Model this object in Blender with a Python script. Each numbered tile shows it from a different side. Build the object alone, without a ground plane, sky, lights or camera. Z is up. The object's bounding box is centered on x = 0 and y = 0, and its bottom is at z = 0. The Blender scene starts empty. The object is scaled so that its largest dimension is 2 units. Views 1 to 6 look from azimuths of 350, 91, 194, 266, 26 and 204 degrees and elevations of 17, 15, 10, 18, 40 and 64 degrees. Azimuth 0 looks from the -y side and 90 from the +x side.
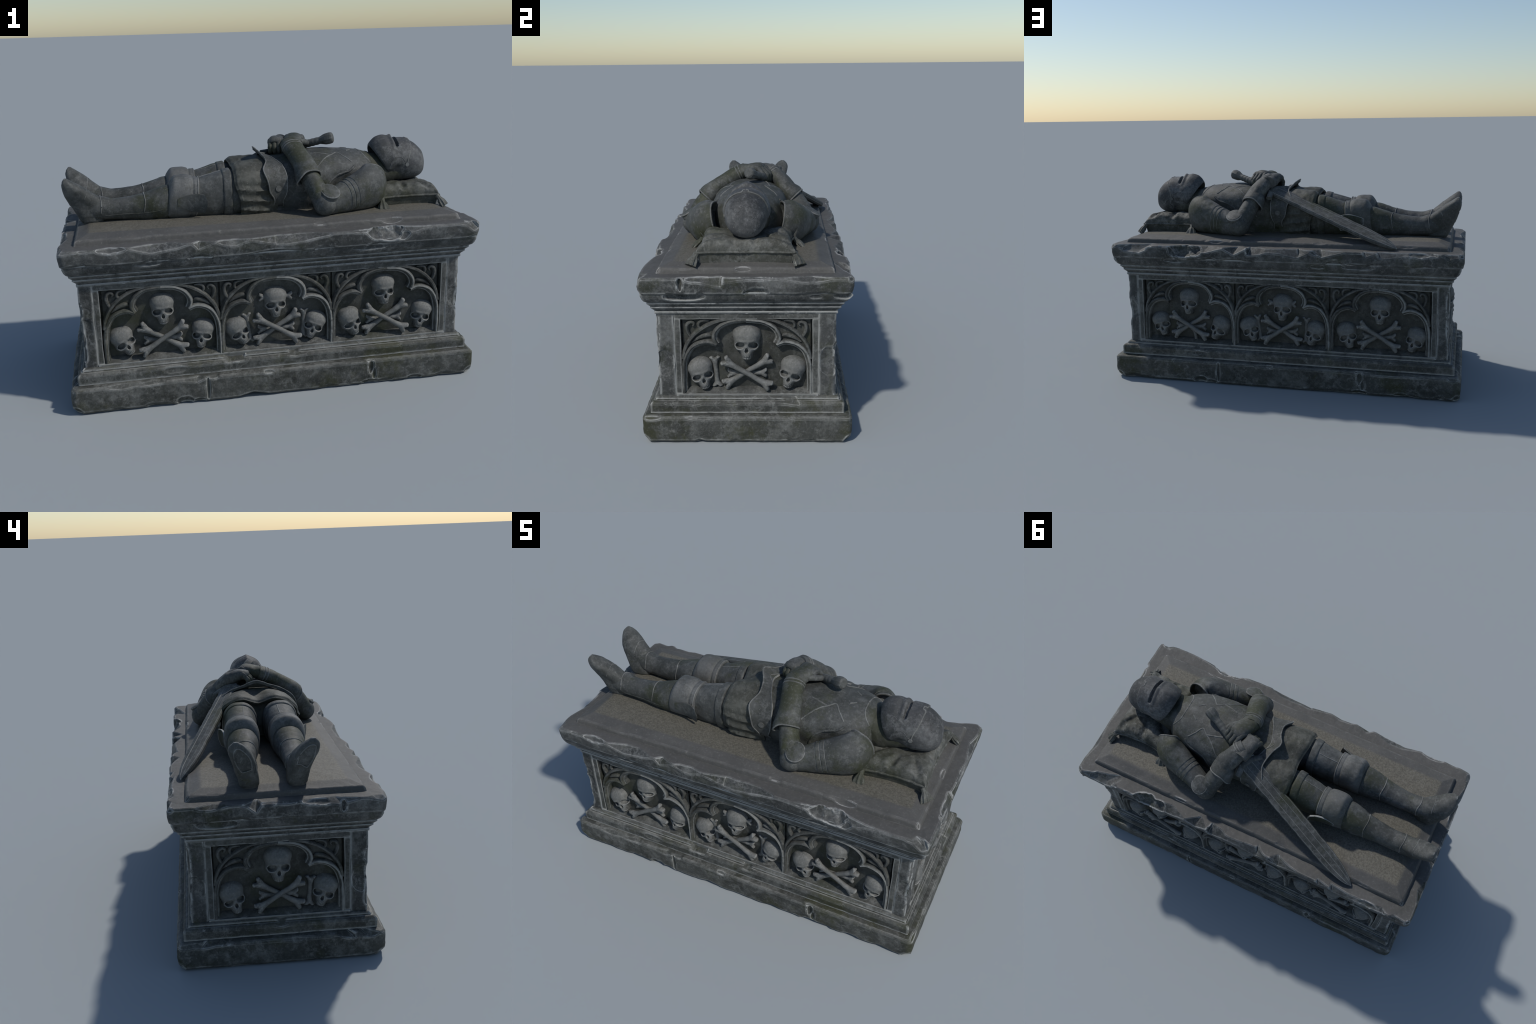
# A carved stone tomb: moulded chest with skull panels, and a knight in armour lying on the lid.
import bpy, math, random
import numpy as np
from mathutils import Vector
from mathutils.bvhtree import BVHTree

random.seed(7)
RNG = np.random.RandomState(11)
V3 = lambda *a: np.array(a, float)

# ------------------------------------------------------------------ noise
_perm = np.random.RandomState(3).permutation(512)
_grad = np.random.RandomState(4).normal(size=(512, 3))
_grad /= np.linalg.norm(_grad, axis=1)[:, None]

def noise(P, scale=1.0, seed=0.0):
    """smooth gradient noise, about -1..1, on an (n,3) array"""
    P = np.asarray(P, float) * scale + seed * 17.31
    I = np.floor(P).astype(int)
    F = P - I
    W = F * F * F * (F * (F * 6 - 15) + 10)
    out = np.zeros(len(P))
    for dx in (0, 1):
        for dy in (0, 1):
            for dz in (0, 1):
                h = _perm[(_perm[(_perm[(I[:, 0] + dx) & 511] + I[:, 1] + dy) & 511] + I[:, 2] + dz) & 511]
                g = _grad[h]
                d = g[:, 0] * (F[:, 0] - dx) + g[:, 1] * (F[:, 1] - dy) + g[:, 2] * (F[:, 2] - dz)
                w = (W[:, 0] if dx else 1 - W[:, 0]) * (W[:, 1] if dy else 1 - W[:, 1]) * (W[:, 2] if dz else 1 - W[:, 2])
                out += w * d
    return out * 1.6

def fbm(P, scale, octaves=3, seed=0.0):
    o = 0; a = 1.0
    for k in range(octaves):
        o = o + a * noise(P, scale * 2 ** k, seed + k)
        a *= 0.5
    return o

def smooth(e0, e1, x):
    t = np.clip((x - e0) / (e1 - e0), 0, 1)
    return t * t * (3 - 2 * t)

# ------------------------------------------------------------------ mesh building
ROOT = None
def add(name, verts, faces, mat, parent=None, angle=40, weld=0.0):
    me = bpy.data.meshes.new(name)
    me.from_pydata([tuple(v) for v in verts], [], faces)
    if weld:
        import bmesh
        bm = bmesh.new(); bm.from_mesh(me)
        bmesh.ops.remove_doubles(bm, verts=bm.verts, dist=weld)
        bmesh.ops.recalc_face_normals(bm, faces=bm.faces)
        bm.to_mesh(me); bm.free()
    me.validate(); me.update()
    me.materials.append(mat)
    me.polygons.foreach_set('use_smooth', [True] * len(me.polygons))
    me.set_sharp_from_angle(angle=math.radians(angle))
    ob = bpy.data.objects.new(name, me)
    bpy.context.scene.collection.objects.link(ob)
    ob.parent = parent or ROOT
    return ob

def grid_faces(n, m, cu=False, cv=False, off=0):
    i = np.arange(n if cu else n - 1)[:, None]
    j = np.arange(m if cv else m - 1)[None, :]
    i2 = (i + 1) % n; j2 = (j + 1) % m
    i = i + 0 * j; i2 = i2 + 0 * j; j = j + 0 * i; j2 = j2 + 0 * i
    return (np.stack([i * m + j, i * m + j2, i2 * m + j2, i2 * m + j], -1).reshape(-1, 4) + off).tolist()

def normals_of(P, cu, cv):
    """normals of a grid (n,m,3)"""
    def diff(A, ax, c):
        if c:
            return np.roll(A, -1, ax) - np.roll(A, 1, ax)
        return np.gradient(A, axis=ax)
    N = np.cross(diff(P, 0, cu), diff(P, 1, cv))
    L = np.linalg.norm(N, axis=2, keepdims=True)
    return N / np.maximum(L, 1e-9)

def catmull(T, Y, t):
    """monotone-ish cubic through the rows of Y at knots T"""
    T = np.asarray(T, float); Y = np.asarray(Y, float)
    if Y.ndim == 1: Y = Y[:, None]
    M = np.zeros_like(Y)
    d = (Y[1:] - Y[:-1]) / (T[1:] - T[:-1])[:, None]
    M[0] = d[0]; M[-1] = d[-1]
    if len(T) > 2:
        s = d[:-1] * d[1:]
        M[1:-1] = np.where(s > 0, 2 * s / np.where(np.abs(d[:-1] + d[1:]) < 1e-9, 1e-9, d[:-1] + d[1:]), 0)
    k = np.clip(np.searchsorted(T, t, side='right') - 1, 0, len(T) - 2)
    h = (T[k + 1] - T[k])[:, None]; x = ((t - T[k])[:, None]) / h
    return ((2 * x**3 - 3 * x**2 + 1) * Y[k] + (x**3 - 2 * x**2 + x) * h * M[k]
            + (-2 * x**3 + 3 * x**2) * Y[k + 1] + (x**3 - x**2) * h * M[k + 1])

def se(c, n):
    return np.sign(c) * np.abs(c) ** (2.0 / n)

def loft_x(secs, nl=60, na=64, power=2.2, tilt=0.0):
    """loft along x: rows (x, yc, half_width, top, bottom); superellipse rings.  Returns grid (nl,na,3)"""
    S = np.array(secs, float)
    T = np.concatenate([[0], np.cumsum(np.abs(np.diff(S[:, 0])) + 0.3 * np.abs(np.diff(S[:, 3])) + 1e-4)])
    R = catmull(T, S, np.linspace(0, T[-1], nl))
    th = np.linspace(0, 2 * np.pi, na, endpoint=False)
    c, s = se(np.cos(th), power), se(np.sin(th), power)
    zc = (R[:, 3] + R[:, 4]) / 2; b = (R[:, 3] - R[:, 4]) / 2
    X = np.repeat(R[:, :1], na, 1)
    Y = R[:, 1:2] + R[:, 2:3] * c[None]
    Z = zc[:, None] + b[:, None] * s[None]
    X = X + tilt * (Z - zc[:, None])
    return np.stack([X, Y, Z], -1)

def tube(path, ra, rb=None, na=24, nl=None, up=(0, 0, 1), power=2.0):
    """tube through path points; ra = sideways radii, rb = radii toward 'up'"""
    path = np.array(path, float)
    ra = np.array(ra if np.ndim(ra) else [ra] * len(path), float)
    rb = ra if rb is None else np.array(rb if np.ndim(rb) else [rb] * len(path), float)
    T = np.concatenate([[0], np.cumsum(np.linalg.norm(np.diff(path, axis=0), axis=1) + 1e-6)])
    nl = nl or max(len(path), 2)
    t = np.linspace(0, T[-1], nl)
    R = catmull(T, np.column_stack([path, ra, rb]), t)
    C = R[:, :3]; D = np.gradient(C, axis=0)
    D /= np.maximum(np.linalg.norm(D, axis=1)[:, None], 1e-9)
    U = np.array(up, float)[None] - D * (D @ np.array(up, float))[:, None]
    U /= np.maximum(np.linalg.norm(U, axis=1)[:, None], 1e-9)
    S = np.cross(D, U)
    th = np.linspace(0, 2 * np.pi, na, endpoint=False)
    c, s = se(np.cos(th), power), se(np.sin(th), power)
    return C[:, None] + S[:, None] * (R[:, 3:4] * c[None])[..., None] + U[:, None] * (R[:, 4:5] * s[None])[..., None]

def capped(P, cap0=True, cap1=True):
    """verts and faces of a tube grid with pole caps"""
    n, m = P.shape[:2]
    V = P.reshape(-1, 3).tolist(); F = grid_faces(n, m, False, True)
    if cap0:
        V.append(P[0].mean(0).tolist()); k = len(V) - 1
        F += [(k, (j + 1) % m, j) for j in range(m)]
    if cap1:
        V.append(P[-1].mean(0).tolist()); k = len(V) - 1; o = (n - 1) * m
        F += [(k, o + j, o + (j + 1) % m) for j in range(m)]
    return V, F

def merge(*vfs):
    V, F = [], []
    for v, f in vfs:
        o = len(V); V += list(v); F += [tuple(i + o for i in q) for q in f]
    return V, F

def weather(P, amp=0.0025, scale=9, seed=0, cu=False, cv=True):
    """small hand-carved unevenness on a grid"""
    N = normals_of(P, cu, cv)
    q = P.reshape(-1, 3)
    d = fbm(q, scale, 3, seed) * amp + np.minimum(fbm(q, 30, 2, seed + 5), 0) * amp * 0.6
    return P + N * d.reshape(P.shape[:2])[..., None]

# ------------------------------------------------------------------ materials
def stone(name, base, light, dark, moss_amount=0.45, wear=0.6, deck=False, moss=(0.030, 0.034, 0.013), speck=0.5, fleck=1.0, rub=0.009):
    m = bpy.data.materials.new(name); m.use_nodes = True
    nt = m.node_tree; N = nt.nodes; L = nt.links
    bsdf = N['Principled BSDF']
    co = N.new('ShaderNodeTexCoord')
    def nz(scale, detail=5, rough=0.6, off=0.0):
        mp = N.new('ShaderNodeMapping'); mp.inputs['Location'].default_value = (off, off * 0.7, -off)
        L.new(co.outputs['Object'], mp.inputs[0])
        n = N.new('ShaderNodeTexNoise'); n.inputs['Scale'].default_value = scale
        n.inputs['Detail'].default_value = detail; n.inputs['Roughness'].default_value = rough
        L.new(mp.outputs[0], n.inputs['Vector'])
        return n.outputs['Fac']
    def ramp(src, a, b, lo=0.0, hi=1.0):
        r = N.new('ShaderNodeMapRange'); r.interpolation_type = 'SMOOTHSTEP'
        r.inputs['From Min'].default_value = a; r.inputs['From Max'].default_value = b
        r.inputs['To Min'].default_value = lo; r.inputs['To Max'].default_value = hi
        L.new(src, r.inputs['Value']); return r.outputs[0]
    def mul(a, b):
        n = N.new('ShaderNodeMath'); n.operation = 'MULTIPLY'
        for k, s in enumerate((a, b)):
            if hasattr(s, 'links'): L.new(s, n.inputs[k])
            else: n.inputs[k].default_value = s
        return n.outputs[0]
    def mix(f, a, b):
        n = N.new('ShaderNodeMix'); n.data_type = 'RGBA'
        if hasattr(f, 'links'): L.new(f, n.inputs[0])
        else: n.inputs[0].default_value = f
        for k, s in ((6, a), (7, b)):
            if hasattr(s, 'links'): L.new(s, n.inputs[k])
            else: n.inputs[k].default_value = (*s, 1)
        return n.outputs[2]
    col = mix(ramp(nz(5, 6, 0.65), 0.38, 0.66), base, dark)
    col = mix(mul(ramp(nz(8, 8, 0.75, 3.1), 0.46, 0.66), 0.45 * fleck), col, light)          # pale worn clouds
    col = mix(mul(ramp(nz(24, 10, 0.82, 7.3), 0.52, 0.68), 0.70 * fleck), col, light)         # crisp lichen flecks
    def vein(scale, off, width, patch):
        n = nz(scale, 7, 0.62, off)
        d = N.new('ShaderNodeMath'); d.operation = 'SUBTRACT'; L.new(n, d.inputs[0]); d.inputs[1].default_value = 0.5
        a = N.new('ShaderNodeMath'); a.operation = 'ABSOLUTE'; L.new(d.outputs[0], a.inputs[0])
        return mul(ramp(a.outputs[0], width, 0.0), ramp(nz(patch, 4, 0.6, off + 2.2), 0.48, 0.64))
    col = mix(mul(vein(7, 13.0, 0.040, 5), 0.45 * fleck), col, light)                          # wandering pale scars
    col = mix(mul(vein(15, 19.0, 0.050, 7), 0.40 * fleck), col, light)
    col = mix(mul(vein(9, 23.0, 0.016, 5), 0.7 * fleck), col, tuple(c * 0.5 for c in dark))    # hair cracks
    if deck:                                                                      # sandy field, plain grey margin
        sp = N.new('ShaderNodeSeparateXYZ'); L.new(co.outputs['Object'], sp.inputs[0])
        def absn(o):
            a = N.new('ShaderNodeMath'); a.operation = 'ABSOLUTE'; L.new(o, a.inputs[0]); return a.outputs[0]
        inx = ramp(absn(sp.outputs[0]), 0.845, 0.865, 1, 0)
        iny = ramp(absn(sp.outputs[1]), 0.318, 0.338, 1, 0)
        field = mul(mul(inx, iny), ramp(sp.outputs[2], 0.805, 0.812))
        sand = mix(ramp(nz(130, 6, 0.8, 8.0), 0.36, 0.66), (0.078, 0.073, 0.057), (0.172, 0.161, 0.131))
        col = mix(mul(field, 0.9), col, sand)
    # olive algae and moss in broad patches
    col = mix(mul(ramp(nz(3.3, 6, 0.7, 5.7), 0.50, 0.66), moss_amount), col, moss)
    col = mix(mul(ramp(nz(9, 7, 0.75, 11.3), 0.58, 0.70), moss_amount * 0.7), col, (moss[0] * 1.5, moss[1] * 1.45, moss[2] * 1.2))
    # grain
    g = nz(95, 4, 0.7, 2.0)
    col = mix(mul(ramp(g, 0.52, 0.75), 0.35), col, light)
    col = mix(mul(ramp(g, 0.46, 0.28), 0.45), col, dark)
    # edges rubbed pale, in broken runs
    geo = N.new('ShaderNodeNewGeometry')
    bv = N.new('ShaderNodeBevel'); bv.samples = 8; bv.inputs['Radius'].default_value = rub
    dt = N.new('ShaderNodeVectorMath'); dt.operation = 'DOT_PRODUCT'
    L.new(bv.outputs[0], dt.inputs[0]); L.new(geo.outputs['Normal'], dt.inputs[1])
    broad = rub > 0.01
    rim = mul(ramp(dt.outputs['Value'], 0.9985 if broad else 0.985, 0.965 if broad else 0.90), ramp(geo.outputs['Pointiness'], 0.465 if broad else 0.490, 0.50 if broad else 0.515))
    mx = N.new('ShaderNodeMath'); mx.operation = 'MAXIMUM'
    L.new(rim, mx.inputs[0]); L.new(ramp(geo.outputs['Pointiness'], 0.53, 0.60, 0.0, 0.0 if broad else 1.0), mx.inputs[1])
    e = mul(mx.outputs[0], ramp(nz(22, 5, 0.7, 6.0), 0.24, 0.50))
    col = mix(mul(e, wear), col, tuple(min(1, c * 1.6) for c in light))
    # scattered white specks
    vo = N.new('ShaderNodeTexVoronoi'); vo.inputs['Scale'].default_value = 48; L.new(co.outputs['Object'], vo.inputs['Vector'])
    s = mul(ramp(vo.outputs['Distance'], 0.12, 0.05), ramp(nz(4.5, 3, 0.5, 9.0), 0.60, 0.66))
    col = mix(mul(s, speck), col, (0.30, 0.30, 0.28))
    L.new(col, bsdf.inputs['Base Color'])
    bsdf.inputs['Roughness'].default_value = 0.66
    bsdf.inputs['Specular IOR Level'].default_value = 0.35
    b1 = N.new('ShaderNodeBump'); b1.inputs['Strength'].default_value = 0.45; b1.inputs['Distance'].default_value = 0.004
    L.new(nz(38, 8, 0.7, 1.0), b1.inputs['Height'])
    b2 = N.new('ShaderNodeBump'); b2.inputs['Strength'].default_value = 0.35; b2.inputs['Distance'].default_value = 0.002
    L.new(nz(170, 4, 0.7, 4.0), b2.inputs['Height']); L.new(b1.outputs[0], b2.inputs['Normal'])
    L.new(b2.outputs[0], bsdf.inputs['Normal'])
    return m

M_TOMB = stone('weathered_tomb_stone', (0.056, 0.058, 0.056), (0.205, 0.208, 0.200), (0.026, 0.028, 0.027), 0.65, 1.0, rub=0.018)
M_MOSSY = stone('mossy_base_stone', (0.058, 0.060, 0.054), (0.200, 0.202, 0.190), (0.028, 0.029, 0.025), 0.85, 1.0, moss=(0.036, 0.038, 0.016), rub=0.018)
M_DECK = stone('sandy_lid_stone', (0.088, 0.086, 0.081), (0.20, 0.198, 0.190), (0.072, 0.071, 0.067), 0.10, 1.0, deck=True, fleck=0.12, rub=0.014)
M_PANEL = stone('dark_panel_stone', (0.046, 0.048, 0.043), (0.100, 0.102, 0.094), (0.026, 0.027, 0.023), 0.6, 0.6)
M_TRACERY = stone('tracery_stone', (0.066, 0.068, 0.063), (0.18, 0.182, 0.172), (0.038, 0.039, 0.036), 0.45, 1.0)
M_BONE = stone('carved_bone_stone', (0.138, 0.140, 0.133), (0.30, 0.302, 0.290), (0.062, 0.063, 0.058), 0.25, 0.5, speck=0.2, fleck=0.9)
M_ARMOUR = stone('armour_stone', (0.066, 0.069, 0.066), (0.185, 0.189, 0.182), (0.038, 0.041, 0.038), 0.8, 1.0, moss=(0.034, 0.038, 0.016), fleck=0.8)
M_KNEE = stone('rubbed_knee_stone', (0.105, 0.107, 0.104), (0.21, 0.213, 0.207), (0.062, 0.064, 0.060), 0.25, 1.0, fleck=0.6)
M_MAIL = stone('mail_stone', (0.055, 0.056, 0.047), (0.14, 0.142, 0.125), (0.032, 0.033, 0.026), 0.65, 0.9)
M_EDGE = stone('rubbed_edge_stone', (0.150, 0.153, 0.146), (0.27, 0.272, 0.262), (0.080, 0.082, 0.076), 0.25, 0.5)
M_HELM = stone('helmet_stone', (0.060, 0.062, 0.063), (0.20, 0.203, 0.202), (0.038, 0.040, 0.041), 0.15, 1.0)
M_PILLOW = stone('pillow_stone', (0.068, 0.070, 0.060), (0.20, 0.202, 0.188), (0.038, 0.039, 0.031), 0.6, 1.0)

# ------------------------------------------------------------------ root
ROOT = bpy.data.objects.new('stone_tomb', None)
bpy.context.scene.collection.objects.link(ROOT)
ROOT['label'] = 'weathered gothic stone tomb with reclining armoured knight effigy'
ROOT['category'] = 'tomb'

# ------------------------------------------------------------------ tomb courses
def perimeter(n1, n2, r=0.012):
    """unit description of a rectangle path: for each sample a corner-signed (sx, sy, tx, ty)"""
    pts = []
    def lin(n): return (np.arange(n) + 0.0) / n
    for a, b, n in (((-1, -1), (1, -1), n1), ((1, -1), (1, 1), n2), ((1, 1), (-1, 1), n1), ((-1, 1), (-1, -1), n2)):
        for t in lin(n):
            pts.append((a[0] + (b[0] - a[0]) * t, a[1] + (b[1] - a[1]) * t))
    return np.array(pts)

def ring_grid(profile, n1, n2, dx=0.51, corner=0.012, step=0.006):
    """sweep a (half_width_y, z, wear) profile round the rectangle whose half length is half_width + dx"""
    pr = [profile[0]]
    for a, b in zip(profile[:-1], profile[1:]):
        n = max(1, int(math.hypot(b[0] - a[0], b[1] - a[1]) / step))
        for k in range(1, n + 1):
            t = k / n
            pr.append(tuple(a[i] + (b[i] - a[i]) * t for i in range(3)))
    pr = np.array(pr)
    U = perimeter(n1, n2)
    P = np.zeros((len(U), len(pr), 3))
    P[..., 0] = U[:, :1] * (pr[:, 0] + dx)[None]
    P[..., 1] = U[:, 1:] * pr[:, 0][None]
    P[..., 2] = pr[:, 1][None]
    # round the corners in plan
    hx = (pr[:, 0] + dx)[None]; hy = pr[:, 0][None]
    ex = np.abs(P[..., 0]) - (hx - corner); ey = np.abs(P[..., 1]) - (hy - corner)
    inc = (ex > 0) & (ey > 0)
    d = np.hypot(ex, ey)
    k = np.where(inc & (d > corner), corner / np.maximum(d, 1e-9), 1)
    P[..., 0] = np.where(inc, np.sign(P[..., 0]) * (hx - corner + ex * k), P[..., 0])
    P[..., 1] = np.where(inc, np.sign(P[..., 1]) * (hy - corner + ey * k), P[..., 1])
    W = np.repeat(pr[None, :, 2], len(U), 0)
    return P, W

def chip(P, chips):
    """knock scoops out of a grid: points inside each ellipsoid are pushed back to its skin"""
    q = P.reshape(-1, 3)
    for c, r in chips:
        c = np.array(c); r = np.array(r)
        k = np.where(np.all(np.abs(q - c) < r, axis=1))[0]
        if len(k) == 0: continue
        e = (q[k] - c) / r
        d = np.linalg.norm(e, axis=1)
        ins = d < 1
        k = k[ins]; e = e[ins]; d = d[ins]
        f = 1 + 0.06 * noise(q[k], 40, 2)
        q[k] = c + e / np.maximum(d, 1e-3)[:, None] * r * np.minimum(f, 1.02)[:, None]
    return q.reshape(P.shape)

def both(chips):
    """the same damage on the opposite side, turned half round"""
    return chips + [((-c[0], -c[1], c[2]), r) for c, r in chips]

def rough_edges(P, W, amp, seed, out=0.0):
    N = normals_of(P, True, False)
    ctr = P.mean((0, 1)); s = np.sign(np.sum((P - ctr) * N, axis=2).mean()); N = N * s
    q = P.reshape(-1, 3)
    n = fbm(q, 7, 3, seed).reshape(W.shape)
    f = fbm(q, 26, 2, seed + 9).reshape(W.shape)
    d = -W * (np.maximum(n - 0.05, 0) * amp * 1.8 + np.maximum(f - 0.1, 0) * amp * 0.8) + n * 0.0016 * (0.4 + W) + f * (0.0008 + 0.0030 * W) + out
    return P + N * d[..., None]

def random_chips(n, hy, z, dx, seed, rmin=0.012, rmax=0.05, spread=0.02):
    r = np.random.RandomState(seed); out = []
    for k in range(n):
        L = r.uniform(rmin, rmax)
        dep = L * r.uniform(0.22, 0.45)
        if r.rand() < 0.68:
            s = r.choice([-1, 1]); c = (r.uniform(-0.97, 0.97) * (hy + dx), s * (hy + dep * 0.45), z + r.uniform(-1, 1) * spread)
            out.append((c, (L, dep, dep * 1.2)))
        else:
            s = r.choice([-1, 1]); c = (s * (hy + dx + dep * 0.45), r.uniform(-0.97, 0.97) * hy, z + r.uniform(-1, 1) * spread)
            out.append((c, (dep, L, dep * 1.2)))
    return out

def jagged(length, seed, lo, hi, mean=0.05, skew=2.0):
    """angular random function of the way round: straight runs between uneven knots"""
    r = np.random.RandomState(seed); x = [0.0]; y = [lo + (hi - lo) * r.rand() ** skew]
    while x[-1] < length:
        x.append(x[-1] + mean * r.uniform(0.25, 2.0)); y.append(lo + (hi - lo) * r.rand() ** skew)
        if r.rand() < 0.14:                      # a sudden step where a flake came away
            x.append(x[-1] + 0.004); y.append(lo + (hi - lo) * r.rand() ** skew)
    return lambda q: np.interp(q, x, y)

def spall(P, dx, hy, z, sz, seed, lo=0.002, hi=0.03, mean=0.05, slope=1.0, skew=2.0):
    """break an arris: cut the edge at (half width hy, height z) along the whole perimeter with planes of uneven depth"""
    U = perimeter(*P.n12)
    dU = np.diff(np.vstack([U, U[:1]]), axis=0) * V3(hy + dx, hy)[:2]
    L = np.concatenate([[0], np.cumsum(np.linalg.norm(dU, axis=1))]); tot = L[-1]
    f = jagged(tot, seed, lo, hi, mean, skew); g = jagged(tot, seed + 500, 0.5, 1.7, mean * 2, 1.0)
    b = f(L[:-1])[:, None]; k = g(L[:-1])[:, None] * slope
    G = np.asarray(P)
    h = np.maximum(np.abs(G[..., 0]) - dx, np.abs(G[..., 1]))
    # plane: k*(h-hy) + sz*(z-z0) = -b
    e = k * (h - hy) + sz * (G[..., 2] - z) + b
    e = np.where((np.abs(G[..., 2] - z) < 0.05) & (h > hy - 0.08), np.maximum(e, 0), 0)
    den = k * k + 1
    dh = e * k / den; dz = e * sz / den
    nh = h - dh
    G[..., 0] = np.where(np.abs(G[..., 0]) - dx >= h - 0.012, np.sign(G[..., 0]) * np.minimum(np.abs(G[..., 0]), nh + dx), G[..., 0])
    G[..., 1] = np.where(np.abs(G[..., 1]) >= h - 0.012, np.sign(G[..., 1]) * np.minimum(np.abs(G[..., 1]), nh), G[..., 1])
    G[..., 2] -= dz
    return P

class Ring(np.ndarray):
    pass
def as_ring(P, n1, n2):
    R = np.array(P).view(Ring); R.n12 = (n1, n2); return R

# plinth ---------------------------------------------------------------
def course(name, prof, n1, n2, dx, corner, step, seed, amp, spalls, chips, mat, angle=56, extra=None):
    P, W = ring_grid(prof, n1, n2, dx, corner, step)
    P = rough_edges(P, W, amp, seed)
    R = as_ring(P, n1, n2)
    for sp in spalls:
        R = spall(R, dx, **sp)
    P = chip(np.array(R), chips)
    P[..., 2] = np.maximum(P[..., 2], 0.0)
    if extra is not None: P = np.concatenate([P, extra], 1)
    return add(name, P.reshape(-1, 3), grid_faces(*P.shape[:2], True, False), mat, angle=angle, weld=0.00002)

prof = [(0.30, 0.001, 0), (0.468, 0.001, 0.5), (0.479, 0.012, 0.5), (0.483, 0.060, 0.5), (0.482, 0.120, 0.5), (0.475, 0.130, 0.5), (0.455, 0.134, 0.1), (0.43, 0.135, 0), (0.40, 0.136, 0)]
ch = both([((-0.465, -0.50, 0.003), (0.055, 0.045, 0.042)), ((-0.40, -0.497, 0.0), (0.05, 0.04, 0.026)), ((0.45, -0.502, -0.002), (0.07, 0.045, 0.034)),
           ((0.68, -0.502, 0.0), (0.06, 0.045, 0.030)), ((-0.355, -0.500, 0.07), (0.014, 0.028, 0.10)), ((0.455, -0.500, 0.095), (0.020, 0.032, 0.055)), ((0.470, -0.500, 0.055), (0.018, 0.028, 0.05)), ((0.452, -0.498, 0.135), (0.05, 0.03, 0.02)),
           ((0.50, -0.498, 0.03), (0.05, 0.020, 0.03)), ((-0.06, -0.499, 0.130), (0.045, 0.03, 0.018)),
           ((0.99, -0.50, -0.005), (0.05, 0.05, 0.05)), ((-0.995, -0.50, -0.005), (0.06, 0.06, 0.05)),
           ((1.005, -0.45, 0.139), (0.03, 0.10, 0.028)), ((-1.0, -0.50, 0.115), (0.04, 0.03, 0.05)), ((1.012, 0.1, -0.003), (0.028, 0.12, 0.022)), ((1.012, -0.25, 0.132), (0.03, 0.07, 0.018))])
ch += random_chips(10, 0.486, 0.134, 0.511, 21, 0.03, 0.08) + random_chips(12, 0.484, 0.004, 0.511, 22, 0.03, 0.07, 0.006)
course('plinth', prof, 440, 215, 0.511, 0.028, 0.0040, 1, 0.006,
       [dict(hy=0.485, z=0.133, sz=1, seed=101, lo=0.006, hi=0.034, mean=0.08), dict(hy=0.484, z=0.002, sz=-1, seed=102, lo=0.004, hi=0.036, mean=0.08)], ch, M_MOSSY)

# base moulding ----------------------------------------------------------
prof = [(0.40, 0.130, 0), (0.440, 0.132, 0.1), (0.447, 0.135, 0.2), (0.448, 0.178, 0.3), (0.442, 0.187, 0.4), (0.434, 0.190, 0.2), (0.425, 0.191, 0.1),
        (0.425, 0.199, 0.3), (0.418, 0.206, 0.4), (0.398, 0.208, 0.2), (0.345, 0.209, 0)]
ch = both([((-0.50, -0.466, 0.170), (0.10, 0.026, 0.03)), ((-0.36, -0.464, 0.190), (0.06, 0.02, 0.02)), ((0.62, -0.464, 0.186), (0.02, 0.022, 0.03)), ((0.2, -0.467, 0.186), (0.16, 0.02, 0.012)), ((0.972, -0.2, 0.188), (0.016, 0.05, 0.02))])
course('base_moulding', prof, 360, 175, 0.510, 0.006, 0.0045, 2, 0.005,
       [dict(hy=0.447, z=0.189, sz=1, seed=103, lo=0.002, hi=0.022, mean=0.06)], ch + random_chips(14, 0.452, 0.184, 0.510, 23, 0.01, 0.035, 0.01), M_MOSSY)

# cornice ----------------------------------------------------------------
prof = [(0.345, 0.604, 0), (0.408, 0.604, 0), (0.4135, 0.607, 0), (0.414, 0.617, 0), (0.4115, 0.619, 0), (0.414, 0.625, 0), (0.428, 0.639, 0), (0.4285, 0.643, 0), (0.426, 0.645, 0),
        (0.430, 0.650, 0), (0.441, 0.661, 0), (0.442, 0.666, 0), (0.4395, 0.668, 0), (0.452, 0.678, 0), (0.460, 0.690, 0.1), (0.466, 0.706, 0.2), (0.467, 0.724, 0), (0.40, 0.726, 0)]
ch = both([((0.44, -0.480, 0.70), (0.12, 0.024, 0.026)), ((-0.60, -0.482, 0.705), (0.10, 0.024, 0.022)), ((0.99, -0.02, 0.675), (0.03, 0.05, 0.014)), ((0.985, -0.27, 0.70), (0.03, 0.10, 0.03))])
course('cornice', prof, 300, 150, 0.511, 0.004, 0.004, 3, 0.003, [], ch + random_chips(4, 0.466, 0.70, 0.511, 24, 0.03, 0.06, 0.01), M_TOMB, 60)

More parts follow.
